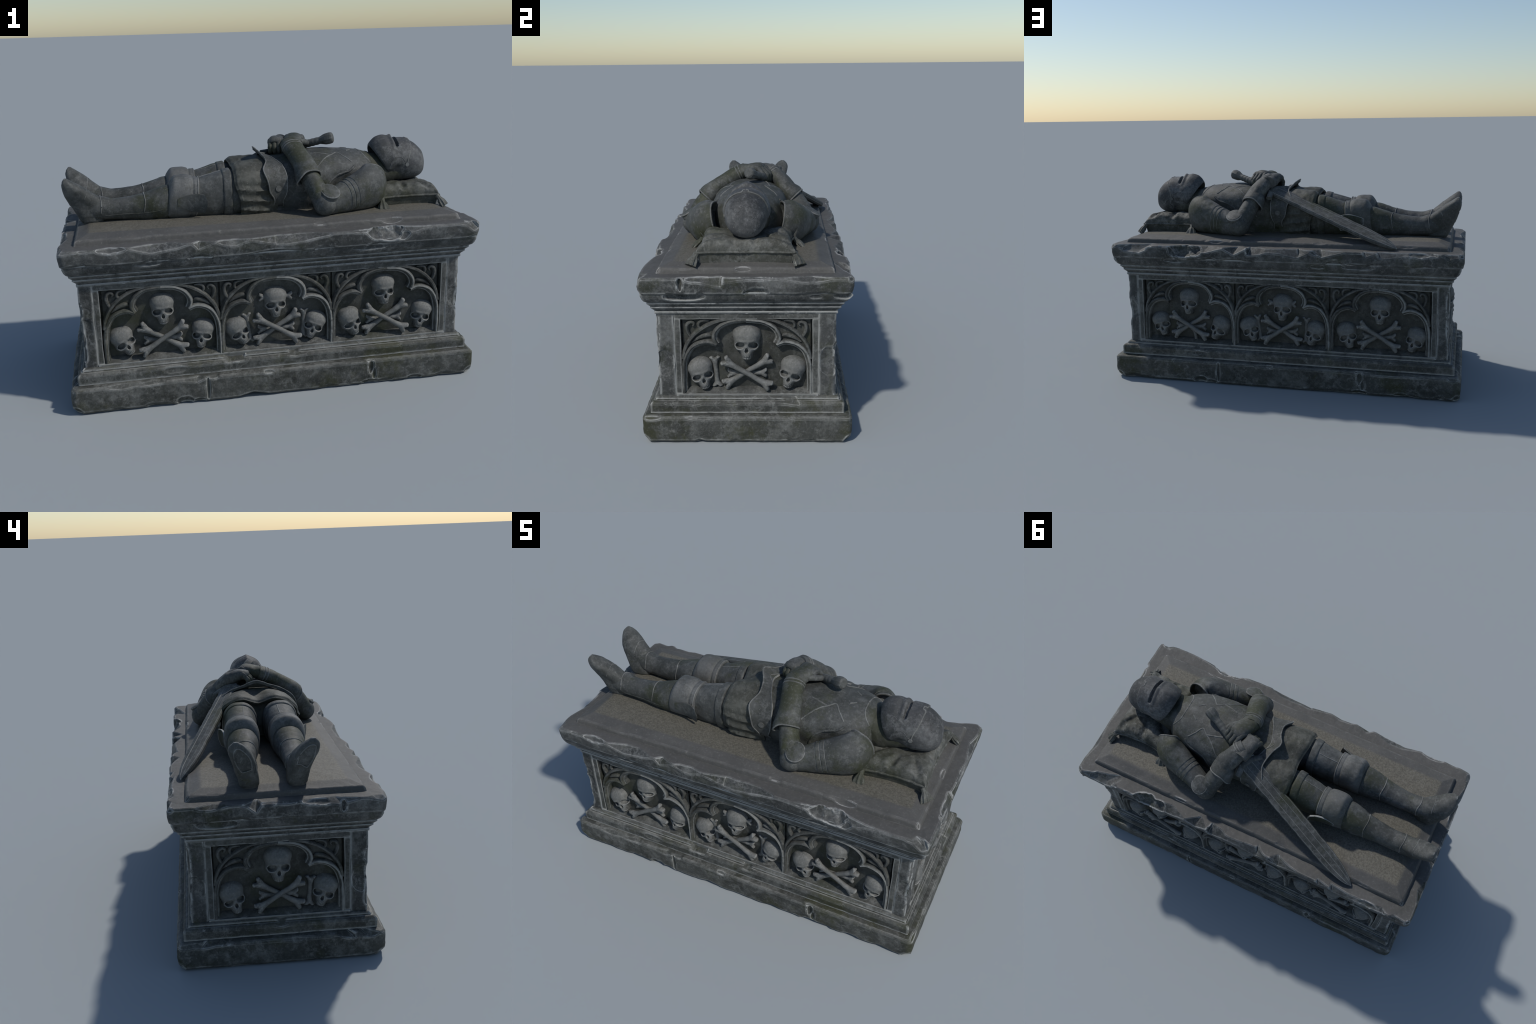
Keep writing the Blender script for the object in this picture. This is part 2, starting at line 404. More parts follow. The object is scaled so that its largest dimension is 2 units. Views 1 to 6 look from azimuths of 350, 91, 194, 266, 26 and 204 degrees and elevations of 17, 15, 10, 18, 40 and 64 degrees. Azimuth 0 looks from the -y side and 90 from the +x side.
# lid slab ---------------------------------------------------------------
prof = [(0.40, 0.717, 0), (0.452, 0.714, 0), (0.470, 0.714, 0.3), (0.475, 0.719, 0.4), (0.480, 0.748, 0.5), (0.480, 0.786, 0.4), (0.473, 0.793, 0.4), (0.440, 0.794, 0.2), (0.41, 0.794, 0), (0.36, 0.792, 0)]
def mirror_y(chips): return chips + [((c[0], -c[1], c[2]), r) for c, r in chips]
def mirror_x(chips): return chips + [((-c[0], c[1], c[2]), r) for c, r in chips]
ch = mirror_y([((0.545, -0.575, 0.80), (0.12, 0.145, 0.095)), ((0.49, -0.56, 0.785), (0.09, 0.125, 0.06)), ((0.60, -0.515, 0.775), (0.05, 0.055, 0.06)), ((0.47, -0.50, 0.80), (0.03, 0.05, 0.035)), ((0.43, -0.497, 0.805), (0.09, 0.04, 0.03)), ((-0.60, -0.497, 0.795), (0.02, 0.03, 0.035)),
           ((0.22, -0.50, 0.708), (0.10, 0.035, 0.032)), ((0.46, -0.50, 0.703), (0.12, 0.035, 0.030)), ((-0.53, -0.50, 0.708), (0.08, 0.035, 0.034)), ((-0.80, -0.50, 0.704), (0.10, 0.03, 0.026)),
           ((-0.76, -0.52, 0.80), (0.10, 0.065, 0.04)), ((0.66, -0.50, 0.802), (0.08, 0.03, 0.03)), ((0.1, -0.498, 0.802), (0.07, 0.03, 0.024)), ((-0.25, -0.50, 0.806), (0.16, 0.035, 0.026))])
ch += mirror_x([((1.055, -0.275, 0.815), (0.090, 0.045, 0.06)), ((1.055, -0.285, 0.765), (0.085, 0.020, 0.06)), ((1.015, -0.19, 0.80), (0.05, 0.12, 0.035)), ((1.012, 0.05, 0.806), (0.045, 0.16, 0.026)),
           ((1.005, 0.30, 0.80), (0.03, 0.09, 0.03)), ((1.01, -0.50, 0.815), (0.06, 0.06, 0.05)), ((1.01, 0.50, 0.815), (0.06, 0.06, 0.06)), ((1.0, -0.50, 0.705), (0.03, 0.03, 0.02)), ((1.0, 0.50, 0.70), (0.05, 0.05, 0.035))])
ch += random_chips(14, 0.483, 0.796, 0.511, 31, 0.03, 0.08, 0.006) + random_chips(12, 0.478, 0.710, 0.511, 37, 0.03, 0.08, 0.004)
slab = course('lid_slab', prof, 440, 215, 0.511, 0.030, 0.0040, 4, 0.006,
       [dict(hy=0.480, z=0.795, sz=1, seed=111, lo=0.005, hi=0.050, mean=0.065, skew=1.6), dict(hy=0.475, z=0.713, sz=-1, seed=112, lo=0.002, hi=0.022, mean=0.08)], ch, M_DECK)

# the weathered sides keep the grey of the chest; the flat top is dusty
slab.data.materials.clear(); slab.data.materials.append(M_DECK); slab.data.materials.append(M_TOMB)
for p in slab.data.polygons:
    p.material_index = 0 if (abs(p.normal.z) > 0.93 and p.center.z > 0.77) else 1
# raised deck the knight lies on: sloping margin, gently crowned field -----------------------
prof = [(0.385, 0.782, 0), (0.403, 0.787, 0.1), (0.396, 0.812, 0.4), (0.390, 0.819, 0.4), (0.380, 0.8205, 0.2)]
inner = [0.36, 0.345, 0.335, 0.32, 0.30, 0.27, 0.23, 0.19, 0.15, 0.1, 0.05, 0.0]
DECKZ = lambda h: 0.820 + 0.0145 * float(smooth(0.385, 0.325, np.array(h))) + 0.003 * float(smooth(0.32, 0.1, np.array(h)))
U = perimeter(380, 180)
ext = np.zeros((len(U), len(inner), 3))
for k, h in enumerate(inner):
    ext[:, k] = np.column_stack([U[:, 0] * (h + 0.52), U[:, 1] * h, np.full(len(U), DECKZ(h))])
ext[..., 2] += 0.0014 * fbm(ext.reshape(-1, 3), 14, 3, 8).reshape(ext.shape[:2])
ch = both([((0.55, -0.408, 0.824), (0.09, 0.03, 0.016)), ((0.0, -0.408, 0.826), (0.12, 0.024, 0.014)), ((-0.45, -0.408, 0.826), (0.10, 0.024, 0.014)),
           ((0.22, -0.406, 0.824), (0.05, 0.028, 0.014)), ((0.928, 0.05, 0.826), (0.026, 0.10, 0.014)), ((0.928, -0.28, 0.826), (0.03, 0.08, 0.014)), ((0.930, -0.405, 0.82), (0.03, 0.03, 0.03))])
course('raised_deck', prof, 380, 180, 0.520, 0.006, 0.004, 5, 0.004, [dict(hy=0.396, z=0.820, sz=1, seed=113, lo=0.001, hi=0.016, mean=0.08, skew=2.2)], ch + random_chips(8, 0.396, 0.822, 0.520, 33, 0.03, 0.07, 0.003), M_DECK, extra=ext)

# chest core ---------------------------------------------------------------
FLOOR = 0.041      # depth of the panel floor behind the pilaster face
PY, PX = 0.408, 0.920

def block(x0, x1, y0, y1, z0, z1, step=0.012, bevel=0.004, amp=0.002, seed=0, chips=()):
    """a worn stone block as welded face grids"""
    V, F = [], []
    lo = V3(x0, y0, z0); hi = V3(x1, y1, z1)
    for ax in range(3):
        a, b = [k for k in range(3) if k != ax]
        na = max(2, int((hi[a] - lo[a]) / step) + 1); nb = max(2, int((hi[b] - lo[b]) / step) + 1)
        for side in (0, 1):
            G = np.zeros((na, nb, 3))
            G[..., ax] = hi[ax] if side else lo[ax]
            G[..., a] = np.linspace(lo[a], hi[a], na)[:, None]
            G[..., b] = np.linspace(lo[b], hi[b], nb)[None]
            f = grid_faces(na, nb, off=len(V))
            V += G.reshape(-1, 3).tolist(); F += f
    q = np.array(V)
    inn = np.clip(q, lo + bevel, hi - bevel)
    d = q - inn; L = np.linalg.norm(d, axis=1)
    q = inn + d / np.maximum(L, 1e-9)[:, None] * np.minimum(L, bevel)[:, None]
    q = q + d / np.maximum(L, 1e-9)[:, None] * (fbm(q, 9, 3, seed) * amp)[:, None]
    q = chip(q[None], chips)[0]
    return q, F

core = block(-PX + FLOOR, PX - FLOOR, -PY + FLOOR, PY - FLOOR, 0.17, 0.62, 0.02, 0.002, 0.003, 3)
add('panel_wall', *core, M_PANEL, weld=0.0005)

k = 0
for sx in (-1, 1):
    for sy in (-1, 1):
        c = []
        r = np.random.RandomState(50 + k)
        for j in range(9):
            zz = r.uniform(0.22, 0.58)
            c.append(((sx * (PX + 0.008), sy * (PY + 0.008), zz), (r.uniform(0.016, 0.026), r.uniform(0.016, 0.026), r.uniform(0.025, 0.075))))
        c.append(((sx * (PX + 0.018), sy * (PY - 0.03), 0.37), (0.03, 0.06, 0.09)))
        c.append(((sx * (PX - 0.02), sy * (PY + 0.02), 0.40), (0.05, 0.028, 0.08)))
        q, F = block(min(sx * 0.857, sx * PX), max(sx * 0.857, sx * PX), min(sy * 0.327, sy * PY), max(sy * 0.327, sy * PY), 0.192, 0.612, 0.006, 0.006, 0.0035, 60 + k, c)
        add('pilaster', q, F, M_TOMB, weld=0.0005)
        k += 1

# ------------------------------------------------------------------ panel ornaments
def to_face(face):
    """map (u along the face, z, out from panel floor) to world for each side of the chest"""
    if face == 'front': return lambda u, z, o: V3(u, -(PY - FLOOR) - o, z)
    if face == 'back': return lambda u, z, o: V3(-u, (PY - FLOOR) + o, z)
    if face == 'head': return lambda u, z, o: V3((PX - FLOOR) + o, u, z)
    return lambda u, z, o: V3(-(PX - FLOOR) - o, -u, z)

def face_matrix(face, u, z, o, roll=0.0, yaw=0.0, pitch=0.0, scale=1.0):
    from mathutils import Matrix
    f = to_face(face)
    o0 = f(u, z, o); ex = f(u + 1, z, o) - o0; ey = f(u, z + 1, o) - o0; ez = f(u, z, o + 1) - o0
    B = Matrix(((ex[0], ey[0], ez[0], o0[0]), (ex[1], ey[1], ez[1], o0[1]), (ex[2], ey[2], ez[2], o0[2]), (0, 0, 0, 1)))
    return B @ Matrix.Rotation(roll, 4, 'Z') @ Matrix.Rotation(yaw, 4, 'Y') @ Matrix.Rotation(pitch, 4, 'X') @ Matrix.Scale(scale, 4)

def sweep(face, pts, profile, closed=False):
    """sweep an (across, out) profile along a (u, z) polyline on a chest face"""
    f = to_face(face)
    p = np.array(pts, float)
    d = np.gradient(p, axis=0); d /= np.linalg.norm(d, axis=1)[:, None]
    n = np.column_stack([-d[:, 1], d[:, 0]])
    G = np.zeros((len(p), len(profile), 3))
    for i in range(len(p)):
        for j, (a, o) in enumerate(profile):
            q = p[i] + n[i] * a
            G[i, j] = f(q[0], q[1], o)
    return G

def dense(pts, step=0.008):
    p = np.array(pts, float)
    T = np.concatenate([[0], np.cumsum(np.linalg.norm(np.diff(p, axis=0), axis=1))])
    return catmull(T, p, np.linspace(0, T[-1], max(3, int(T[-1] / step))))

def curve_smooth(pts, n=40):
    """Catmull-Rom spline"""
    p = np.array(pts, float); P = np.vstack([2 * p[0] - p[1], p, 2 * p[-1] - p[-2]])
    out = []
    m = len(p) - 1
    for i in range(m):
        a, b, c, d = P[i:i + 4]
        for t in np.linspace(0, 1, max(2, n // m), endpoint=False):
            out.append(0.5 * (2 * b + (c - a) * t + (2 * a - 5 * b + 4 * c - d) * t * t + (3 * b - a - 3 * c + d) * t ** 3))
    out.append(p[-1])
    return np.array(out)

# mouldings: (across, out) -- positive across lies on the inner side of the opening
ARCH_PROFILE = [(-0.012, 0.0), (-0.010, 0.034), (-0.006, 0.041), (0.000, 0.043), (0.005, 0.039), (0.007, 0.028), (0.009, 0.026), (0.015, 0.026), (0.018, 0.021), (0.019, 0.0)]
HOOD_PROFILE = [(-0.011, 0.0), (-0.009, 0.033), (-0.004, 0.041), (0.004, 0.041), (0.009, 0.033), (0.011, 0.0)]

def bay(face, uc, half, parent):
    """trefoil arch with hood mould, scrolls in the corners"""
    k = half / 0.295
    lobe = [(0, 0.573), (-0.071, 0.565), (-0.116, 0.544), (-0.142, 0.515), (-0.149, 0.484), (-0.137, 0.455)]
    side = [(-0.137, 0.455), (-0.172, 0.466), (-0.212, 0.461), (-0.248, 0.442), (-0.275, 0.406), (-0.289, 0.357), (-0.292, 0.29), (-0.292, 0.212)]
    for s in (1, -1):
        for nm, pl in (('trefoil_arch', curve_smooth(lobe, 45)), ('trefoil_arch', curve_smooth(side, 60))):
            q = pl.copy(); q[:, 0] = uc + s * q[:, 0] * k
            pf = ARCH_PROFILE if s > 0 else [(-a, o) for a, o in ARCH_PROFILE]
            pf = pf if True else pf
            G = sweep(face, q, pf)
            G = weather(G, 0.0012, 30, 4, False, False)
            add(nm, G.reshape(-1, 3), grid_faces(*G.shape[:2]), M_TRACERY, parent)
        hood = curve_smooth([(-0.292, 0.385), (-0.283, 0.43), (-0.262, 0.473), (-0.226, 0.513), (-0.178, 0.546), (-0.12, 0.570), (-0.05, 0.582)], 50)
        hood[:, 0] = uc + s * hood[:, 0] * k
        G = sweep(face, hood, HOOD_PROFILE); G = weather(G, 0.0012, 30, 6, False, False)
        add('hood_moulding', G.reshape(-1, 3), grid_faces(*G.shape[:2]), M_TRACERY, parent)
        for sc, rad in (([(-0.252, 0.487), (-0.266, 0.508), (-0.272, 0.532), (-0.266, 0.553), (-0.250, 0.562), (-0.238, 0.553), (-0.244, 0.541)], 0.0085),
                        ([(-0.208, 0.528), (-0.218, 0.545), (-0.212, 0.562), (-0.194, 0.568), (-0.170, 0.566)], 0.007)):
            c = curve_smooth(sc, 30); c[:, 0] = uc + s * c[:, 0] * k
            f = to_face(face)
            path = [f(u, z, 0.024) for u, z in c]
            n = len(path)
            ra = [rad * (0.55 + 0.6 * math.sin(math.pi * (0.15 + 0.85 * t))) for t in np.linspace(0, 1, n)]
            T = tube(path, ra, [r * 1.5 for r in ra], 10, n, up=f(0, 0, 1) - f(0, 0, 0))
            add('scroll_leaf', *capped(T), M_TRACERY, parent)
        # spandrel field, set back behind the mouldings
        f = to_face(face)
        uu = np.concatenate([np.linspace(-0.292, -0.138, 26), np.linspace(-0.1375, 0.0, 20)])
        sd = curve_smooth(side, 60); lb = curve_smooth(lobe, 45)
        zb = np.where(uu < -0.1378, np.interp(uu, sd[::-1, 0][:-8], sd[::-1, 1][:-8]), np.interp(uu, np.sort(lb[:, 0]), lb[np.argsort(lb[:, 0]), 1]))
        Gs = np.array([[f(uc + s * u_ * k, z0 + (0.586 - z0) * t_, 0.017 + 0.002 * math.sin(40 * u_ + 9 * t_)) for t_ in (0, 0.3, 0.6, 1)] for u_, z0 in zip(uu, zb)])
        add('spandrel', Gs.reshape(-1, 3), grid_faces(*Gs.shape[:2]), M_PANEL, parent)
        # little cusp leaf filling the gap between hood and trefoil
        leaf = curve_smooth([(-0.250, 0.462), (-0.215, 0.487), (-0.178, 0.497), (-0.160, 0.490)], 16)
        leaf[:, 0] = uc + s * leaf[:, 0] * k
        f = to_face(face)
        ra = 0.012 * np.sin(np.pi * np.linspace(0.1, 0.92, len(leaf)))
        T = tube([f(u, z, 0.020) for u, z in leaf], ra, ra * 1.2, 10, len(leaf), up=f(0, 0, 1) - f(0, 0, 0))
        add('scroll_leaf', *capped(T), M_TRACERY, parent)

# skull -----------------------------------------------------------------
def skull_mesh(variant=0):
    H = 0.168
    ny, nx = 110, 80
    ys = np.linspace(-0.5, 0.5, ny)
    wy = [-0.5, -0.46, -0.38, -0.30, -0.22, -0.14, -0.05, 0.05, 0.16, 0.27, 0.36, 0.43, 0.475, 0.5]
    ww = [0.10, 0.145, 0.165, 0.215, 0.295, 0.340, 0.340, 0.355, 0.382, 0.370, 0.315, 0.235, 0.14, 0.0]
    hh = [0.22, 0.285, 0.315, 0.33, 0.345, 0.36, 0.385, 0.405, 0.405, 0.365, 0.295, 0.205, 0.12, 0.0]
    w = catmull(wy, ww, ys)[:, 0]; h = catmull(wy, hh, ys)[:, 0]
    u = np.sin(np.linspace(-np.pi / 2, np.pi / 2, nx))
    X = w[:, None] * u[None]; Y = np.repeat(ys[:, None], nx, 1)
    Z = h[:, None] * np.sqrt(np.maximum(1 - np.abs(u[None]) ** 2.5, 0)) ** 1.0
    g = lambda cx, cy, sx, sy, p=2: np.exp(-(np.abs((X - cx) / sx) ** p + np.abs((Y - cy) / sy) ** p))
    for s in (-1, 1):
        cx = s * 0.170
        yy = -0.092 - 0.15 * (np.abs(X) - 0.17)
        e = np.sqrt(((X - cx) / 0.125) ** 2 + ((Y - yy) / 0.098) ** 2)
        Z -= 0.20 * (1 - smooth(0.70, 1.04, e))
        Z += 0.022 * g(s * 0.15, 0.03, 0.13, 0.04)                    # brow
        Z += 0.035 * g(s * 0.25, -0.215, 0.07, 0.04)                 # cheek bone
        Z -= 0.085 * g(s * 0.195, -0.31, 0.05, 0.07)                  # hollow cheek
        Z -= 0.045 * g(s * 0.345, -0.01, 0.05, 0.08)                   # temple
    nose = np.sqrt((X / (0.030 + 0.22 * np.clip(-0.15 - Y, 0, 0.14))) ** 2 + ((Y + 0.222) / 0.075) ** 2)
    Z -= 0.13 * (1 - smooth(0.7, 1.1, nose))
    Z += 0.03 * g(0, -0.12, 0.035, 0.05)                               # nose bridge
    Z += 0.03 * g(0, -0.37, 0.11, 0.06)                                # muzzle
    teeth = smooth(-0.49, -0.47, Y) * (1 - smooth(-0.36, -0.34, Y)) * (np.abs(X) < 0.14)
    Z -= teeth * 0.022 * (0.5 + 0.5 * np.cos(X / 0.042 * 2 * np.pi)) ** 3
    Z -= 0.022 * g(0, -0.42, 0.16, 0.010)
    q = np.stack([X, Y, Z], -1).reshape(-1, 3)
    Z += 0.010 * fbm(q + variant * 3.3, 4, 3, variant).reshape(Z.shape) * np.sqrt(np.maximum(1 - np.abs(u[None]), 0))
    # skirt that sinks into the wall
    G = np.stack([X, Y, Z], -1) * H
    lo = G.copy()
    V = G.reshape(-1, 3).tolist(); F = grid_faces(ny, nx)
    ring = [j for j in range(nx)] + [i * nx + nx - 1 for i in range(1, ny)] + [(ny - 1) * nx + j for j in range(nx - 2, -1, -1)] + [i * nx for i in range(ny - 2, 0, -1)]
    o = len(V)
    for r_ in ring: V.append([V[r_][0], V[r_][1], -0.03])
    m = len(ring)
    F += [(ring[k], o + k, o + (k + 1) % m, ring[(k + 1) % m]) for k in range(m)]
    return V, F

SKULLS = []
def make_skull(face, u, z, roll, yaw, scale, parent, variant, o=-0.010, pitch=-0.14):
    if variant >= len(SKULLS) or SKULLS[variant] is None:
        ob = add('skull', *skull_mesh(variant), M_BONE, parent, angle=60, weld=0.00005)
        SKULLS.append(ob.data) if variant >= len(SKULLS) else None
    else:
        ob = bpy.data.objects.new('skull', SKULLS[variant])
        bpy.context.scene.collection.objects.link(ob); ob.parent = parent
    ob.matrix_world = face_matrix(face, u, z, o, roll, yaw, pitch, scale * 0.97)
    return ob

def bone_mesh(L=0.25, half=False):
    n, m = 60, 20
    t = np.linspace(0, 1, n)
    x = (0.5 - 0.5 * np.cos(np.pi * t)) * L - L / 2
    kn = [0, 0.012, 0.045, 0.10, 0.17, 0.30, 0.5, 0.70, 0.83, 0.90, 0.955, 0.988, 1]
    a = catmull(kn, [0.004, 0.020, 0.0285, 0.0235, 0.0155, 0.0125, 0.0115, 0.0125, 0.0155, 0.0235, 0.0285, 0.020, 0.004], (x + L / 2) / L)[:, 0]
    b = catmull(kn, [0.003, 0.013, 0.0185, 0.0165, 0.0135, 0.0122, 0.0115, 0.0122, 0.0135, 0.0165, 0.0185, 0.013, 0.003], (x + L / 2) / L)[:, 0]
    th = np.linspace(0, 2 * np.pi, m, endpoint=False)
    Y = a[:, None] * np.cos(th)[None]; Z = b[:, None] * np.sin(th)[None]
    X = np.repeat(x[:, None], m, 1)
    end = smooth(0.36, 0.5, np.abs(X) / L)
    notch = np.exp(-(Y / 0.009) ** 2) * end
    X = X - np.sign(X) * notch * 0.015
    Z = Z * (1 - 0.35 * notch)
    return capped(weather(np.stack([X, Y, Z], -1), 0.0012, 40, 2))

BONE = None
def make_bone(face, p, q, o, parent, tilt=0.0, thick=1.0):
    global BONE
    if BONE is None:
        ob = add('bone', *bone_mesh(), M_BONE, parent, angle=60); BONE = ob.data
    else:
        ob = bpy.data.objects.new('bone', BONE); bpy.context.scene.collection.objects.link(ob); ob.parent = parent
    u, z = (p[0] + q[0]) / 2, (p[1] + q[1]) / 2
    L = math.hypot(q[0] - p[0], q[1] - p[1]) + 0.02
    from mathutils import Matrix
    ob.matrix_world = face_matrix(face, u, z, o, math.atan2(q[1] - p[1], q[0] - p[0]), tilt) @ Matrix.Diagonal((L / 0.25, thick, thick, 1))
    return ob

BAYS = [  # face, centre, half width, crossed bone on top ('\\' or '/'), skulls (du, z, roll, yaw, scale)
    ('front', -0.548, 0.272, '/', [(0.004, 0.459, 0.03, 0.0, 0.98), (-0.188, 0.310, 0.42, 0.25, 0.95), (0.190, 0.316, -0.14, -0.20, 0.93)]),
    ('front', 0.0, 0.272, '\\', [(-0.003, 0.443, 0.0, 0.0, 0.98), (-0.190, 0.308, 0.40, 0.25, 0.93), (0.192, 0.306, -0.36, -0.22, 0.92)]),
    ('front', 0.548, 0.272, '\\', [(-0.006, 0.460, 0.02, 0.0, 0.98), (-0.176, 0.306, 0.28, 0.22, 0.95), (0.196, 0.310, -0.22, -0.22, 0.93)]),
    ('back', -0.548, 0.272, '\\', [(-0.008, 0.455, 0.02, 0.0, 0.98), (-0.185, 0.312, 0.28, 0.18, 0.92), (0.178, 0.304, -0.40, -0.22, 0.95)]),
    ('back', 0.0, 0.272, '/', [(0.004, 0.446, 0.0, 0.0, 0.98), (-0.190, 0.308, 0.36, 0.22, 0.93), (0.190, 0.304, -0.28, -0.22, 0.93)]),
    ('back', 0.548, 0.272, '\\', [(0.004, 0.456, 0.0, 0.0, 1.0), (-0.178, 0.306, 0.22, 0.2, 0.95), (0.200, 0.300, -0.33, -0.22, 0.93)]),
    ('head', 0.0, 0.295, '\\', [(0.0, 0.462, 0.0, 0.0, 1.08), (-0.215, 0.306, 0.24, 0.18, 1.0), (0.208, 0.310, -0.26, -0.2, 1.0)]),
    ('foot', 0.0, 0.295, '/', [(0.0, 0.462, 0.0, 0.0, 1.08), (-0.215, 0.306, 0.26, 0.18, 1.0), (0.215, 0.312, -0.28, -0.2, 1.0)]),
]
panels = {}
# frames: rails and stiles round each panel field
for face, hw, edge in (('front', 0.829, 0.858), ('back', 0.829, 0.858), ('head', 0.299, 0.329), ('foot', 0.299, 0.329)):
    f = to_face(face)
    parts = []
    for (u0, u1, z0, z1, o1) in ((-edge, edge, 0.578, 0.611, 0.040), (-edge, edge, 0.193, 0.216, 0.046), (-edge, -hw, 0.21, 0.584, 0.040), (hw, edge, 0.21, 0.584, 0.040)):
        a, b = f(u0, z0, -0.01), f(u1, z1, o1)
        lo, hi = np.minimum(a, b), np.maximum(a, b)
        parts.append(block(lo[0], hi[0], lo[1], hi[1], lo[2], hi[2], 0.008, 0.003, 0.0025, len(panels) + 3))
    V, F = merge(*parts)
    panels[face] = add('panel_frame', V, F, M_TRACERY, weld=0.0004)
    # sloping sill strip
    G = sweep(face, np.column_stack([np.linspace(-hw, hw, 150), np.full(150, 0.214)]), [(0.022, -0.005), (0.017, 0.014), (0.006, 0.030), (0.000, 0.040), (-0.010, 0.040)])
    G = weather(G, 0.003, 22, 3, False, False)
    add('panel_sill', G.reshape(-1, 3), grid_faces(*G.shape[:2]), M_TRACERY, panels[face])

for i, (face, uc, half, top, skulls) in enumerate(BAYS):
    par = panels[face]
    bay(face, uc, half, par)
    for j, (du, z, roll, yaw, sc) in enumerate(skulls):
        make_skull(face, uc + du, z, roll, yaw, sc, par, (i + j) % 3)
    a = ((uc - 0.105, 0.379), (uc + 0.105, 0.250)); b = ((uc - 0.103, 0.252), (uc + 0.105, 0.382))
    if top == '/': a, b = b, a
    make_bone(face, *a, 0.037, par, 0.0); make_bone(face, *b, 0.019, par, 0.0)
    make_bone(face, (uc - 0.085, 0.302), (uc + 0.085, 0.304), 0.002, par, 0.0, 0.9)
    if i in (1, 4):     # knuckle ends of further bones behind the skulls
        make_bone(face, (uc - 0.075, 0.468), (uc + 0.075, 0.466), 0.006, par, 0.0, 0.75)
        make_bone(face, (uc - 0.145, 0.385), (uc - 0.13, 0.25), -0.001, par, 0.0, 0.85)
        make_bone(face, (uc + 0.140, 0.385), (uc + 0.135, 0.25), -0.001, par, 0.0, 0.85)
    if i in (6, 7):
        s = 1 if i == 6 else -1
        make_bone(face, (uc - s * 0.150, 0.378), (uc - s * 0.140, 0.245), 0.004, par, 0.0, 0.9)
    if i == 3:
        make_bone(face, (uc + 0.02, 0.285), (uc + 0.03, 0.21), 0.006, par, 0.0, 0.9)

# colonnettes between the bays
for face in ('front', 'back'):
    for u in (-0.274, 0.274):
        f = to_face(face)
        z = np.linspace(0.212, 0.42, 24)
        r = catmull([0.212, 0.222, 0.232, 0.30, 0.36, 0.42], [0.017, 0.015, 0.010, 0.010, 0.012, 0.020], z)[:, 0]
        T = tube([f(u, zz, 0.016) for zz in z], r, np.full(24, 0.020), 14, 24, up=f(0, 0, 1) - f(0, 0, 0))
        add('colonnette', *capped(T), M_TRACERY, panels[face])

# ------------------------------------------------------------------ the knight
def bvh_of(ob):
    me = ob.data
    return BVHTree.FromPolygons([v.co.copy() for v in me.vertices], [tuple(p.vertices) for p in me.polygons])

def ridge(name, bvh, pts, r=0.0035, mat=None, lift=0.0, n=None, sink=0.3, parent=None, mirror=False):
    """raised bead following a surface"""
    obs = []
    for s in ((1, -1) if mirror else (1,)):
        c = curve_smooth([(p[0], p[1] * s, p[2]) for p in pts], n or 14 * len(pts))
        path = []
        for p in c:
            loc, nor, _, _ = bvh.find_nearest(Vector(p))
            path.append(np.array(loc) + np.array(nor) * (lift))
        path = np.array(path)
        k = np.ones(5) / 5
        for ax in range(3):
            pad = np.pad(path[:, ax], 2, mode='edge'); path[:, ax] = np.convolve(pad, k, 'valid')
        rr = np.full(len(path), r) * (1 + 0.25 * noise(path, 40, 1)); rr[0] *= 0.3; rr[-1] *= 0.3
        rr = rr * 0.72
        T = tube(path, rr, rr, 8, len(path), up=(0.1, 0.2, 1))
        obs.append(add(name, *capped(T), mat or M_EDGE, parent))
    return obs

# breastplate / torso -------------------------------------------------------
secs = [(0.600, 0, 0.078, 1.052, 0.83), (0.575, 0, 0.112, 1.075, 0.822), (0.54, 0, 0.145, 1.089, 0.82), (0.48, 0, 0.172, 1.101, 0.82), (0.40, 0, 0.188, 1.108, 0.82), (0.31, 0, 0.196, 1.113, 0.82),
        (0.22, 0, 0.193, 1.110, 0.82), (0.15, 0, 0.185, 1.101, 0.82), (0.08, 0, 0.183, 1.088, 0.82), (0.00, 0, 0.192, 1.083, 0.82)]
P = loft_x(secs, 90, 96, 2.15)
# flanks drop straight to the deck below the widest line
low = P[..., 2] < 0.95
P[..., 1] = np.where(low & (np.abs(P[..., 1]) > 0.04), np.sign(P[..., 1]) * np.maximum(np.abs(P[..., 1]), np.abs(P[..., 1]).max(1, keepdims=True) * (0.97 - 0.10 * smooth(0.90, 0.83, P[..., 2]))), P[..., 1])
# arm holes: the breastplate is cut back to the padded coat beneath
hole = np.exp(-(((P[..., 0] - 0.395) / 0.075) ** 4 + ((P[..., 2] - 0.935) / 0.075) ** 4))
P[..., 1] -= np.sign(P[..., 1]) * 0.022 * hole
P = weather(P, 0.002, 10, 1)
torso = add('torso', *capped(P), M_ARMOUR, angle=60)
tb = bvh_of(torso)
for pts in ([(0.455, -0.158, 1.07), (0.415, -0.115, 1.09), (0.385, -0.080, 1.10), (0.352, -0.102, 1.09), (0.315, -0.125, 1.08), (0.25, -0.175, 1.03), (0.215, -0.20, 0.98), (0.19, -0.21, 0.92)],
            [(0.352, -0.102, 1.09), (0.30, -0.092, 1.10), (0.262, -0.080, 1.10)],
            [(0.58, -0.12, 1.05), (0.545, -0.098, 1.08), (0.522, -0.062, 1.09), (0.515, 0.0, 1.09)],
            [(0.470, -0.030, 1.1), (0.44, -0.052, 1.1)],
            [(0.30, -0.20, 0.90), (0.315, -0.205, 0.95), (0.35, -0.20, 0.985), (0.39, -0.195, 1.005), (0.43, -0.185, 1.02), (0.465, -0.16, 1.05)]):
    big = pts[0][2] == 0.90
    ridge('plate_seam', tb, pts, 0.0085 if big else 0.0054, M_EDGE if not big else M_ARMOUR, 0.001, parent=torso, mirror=True)

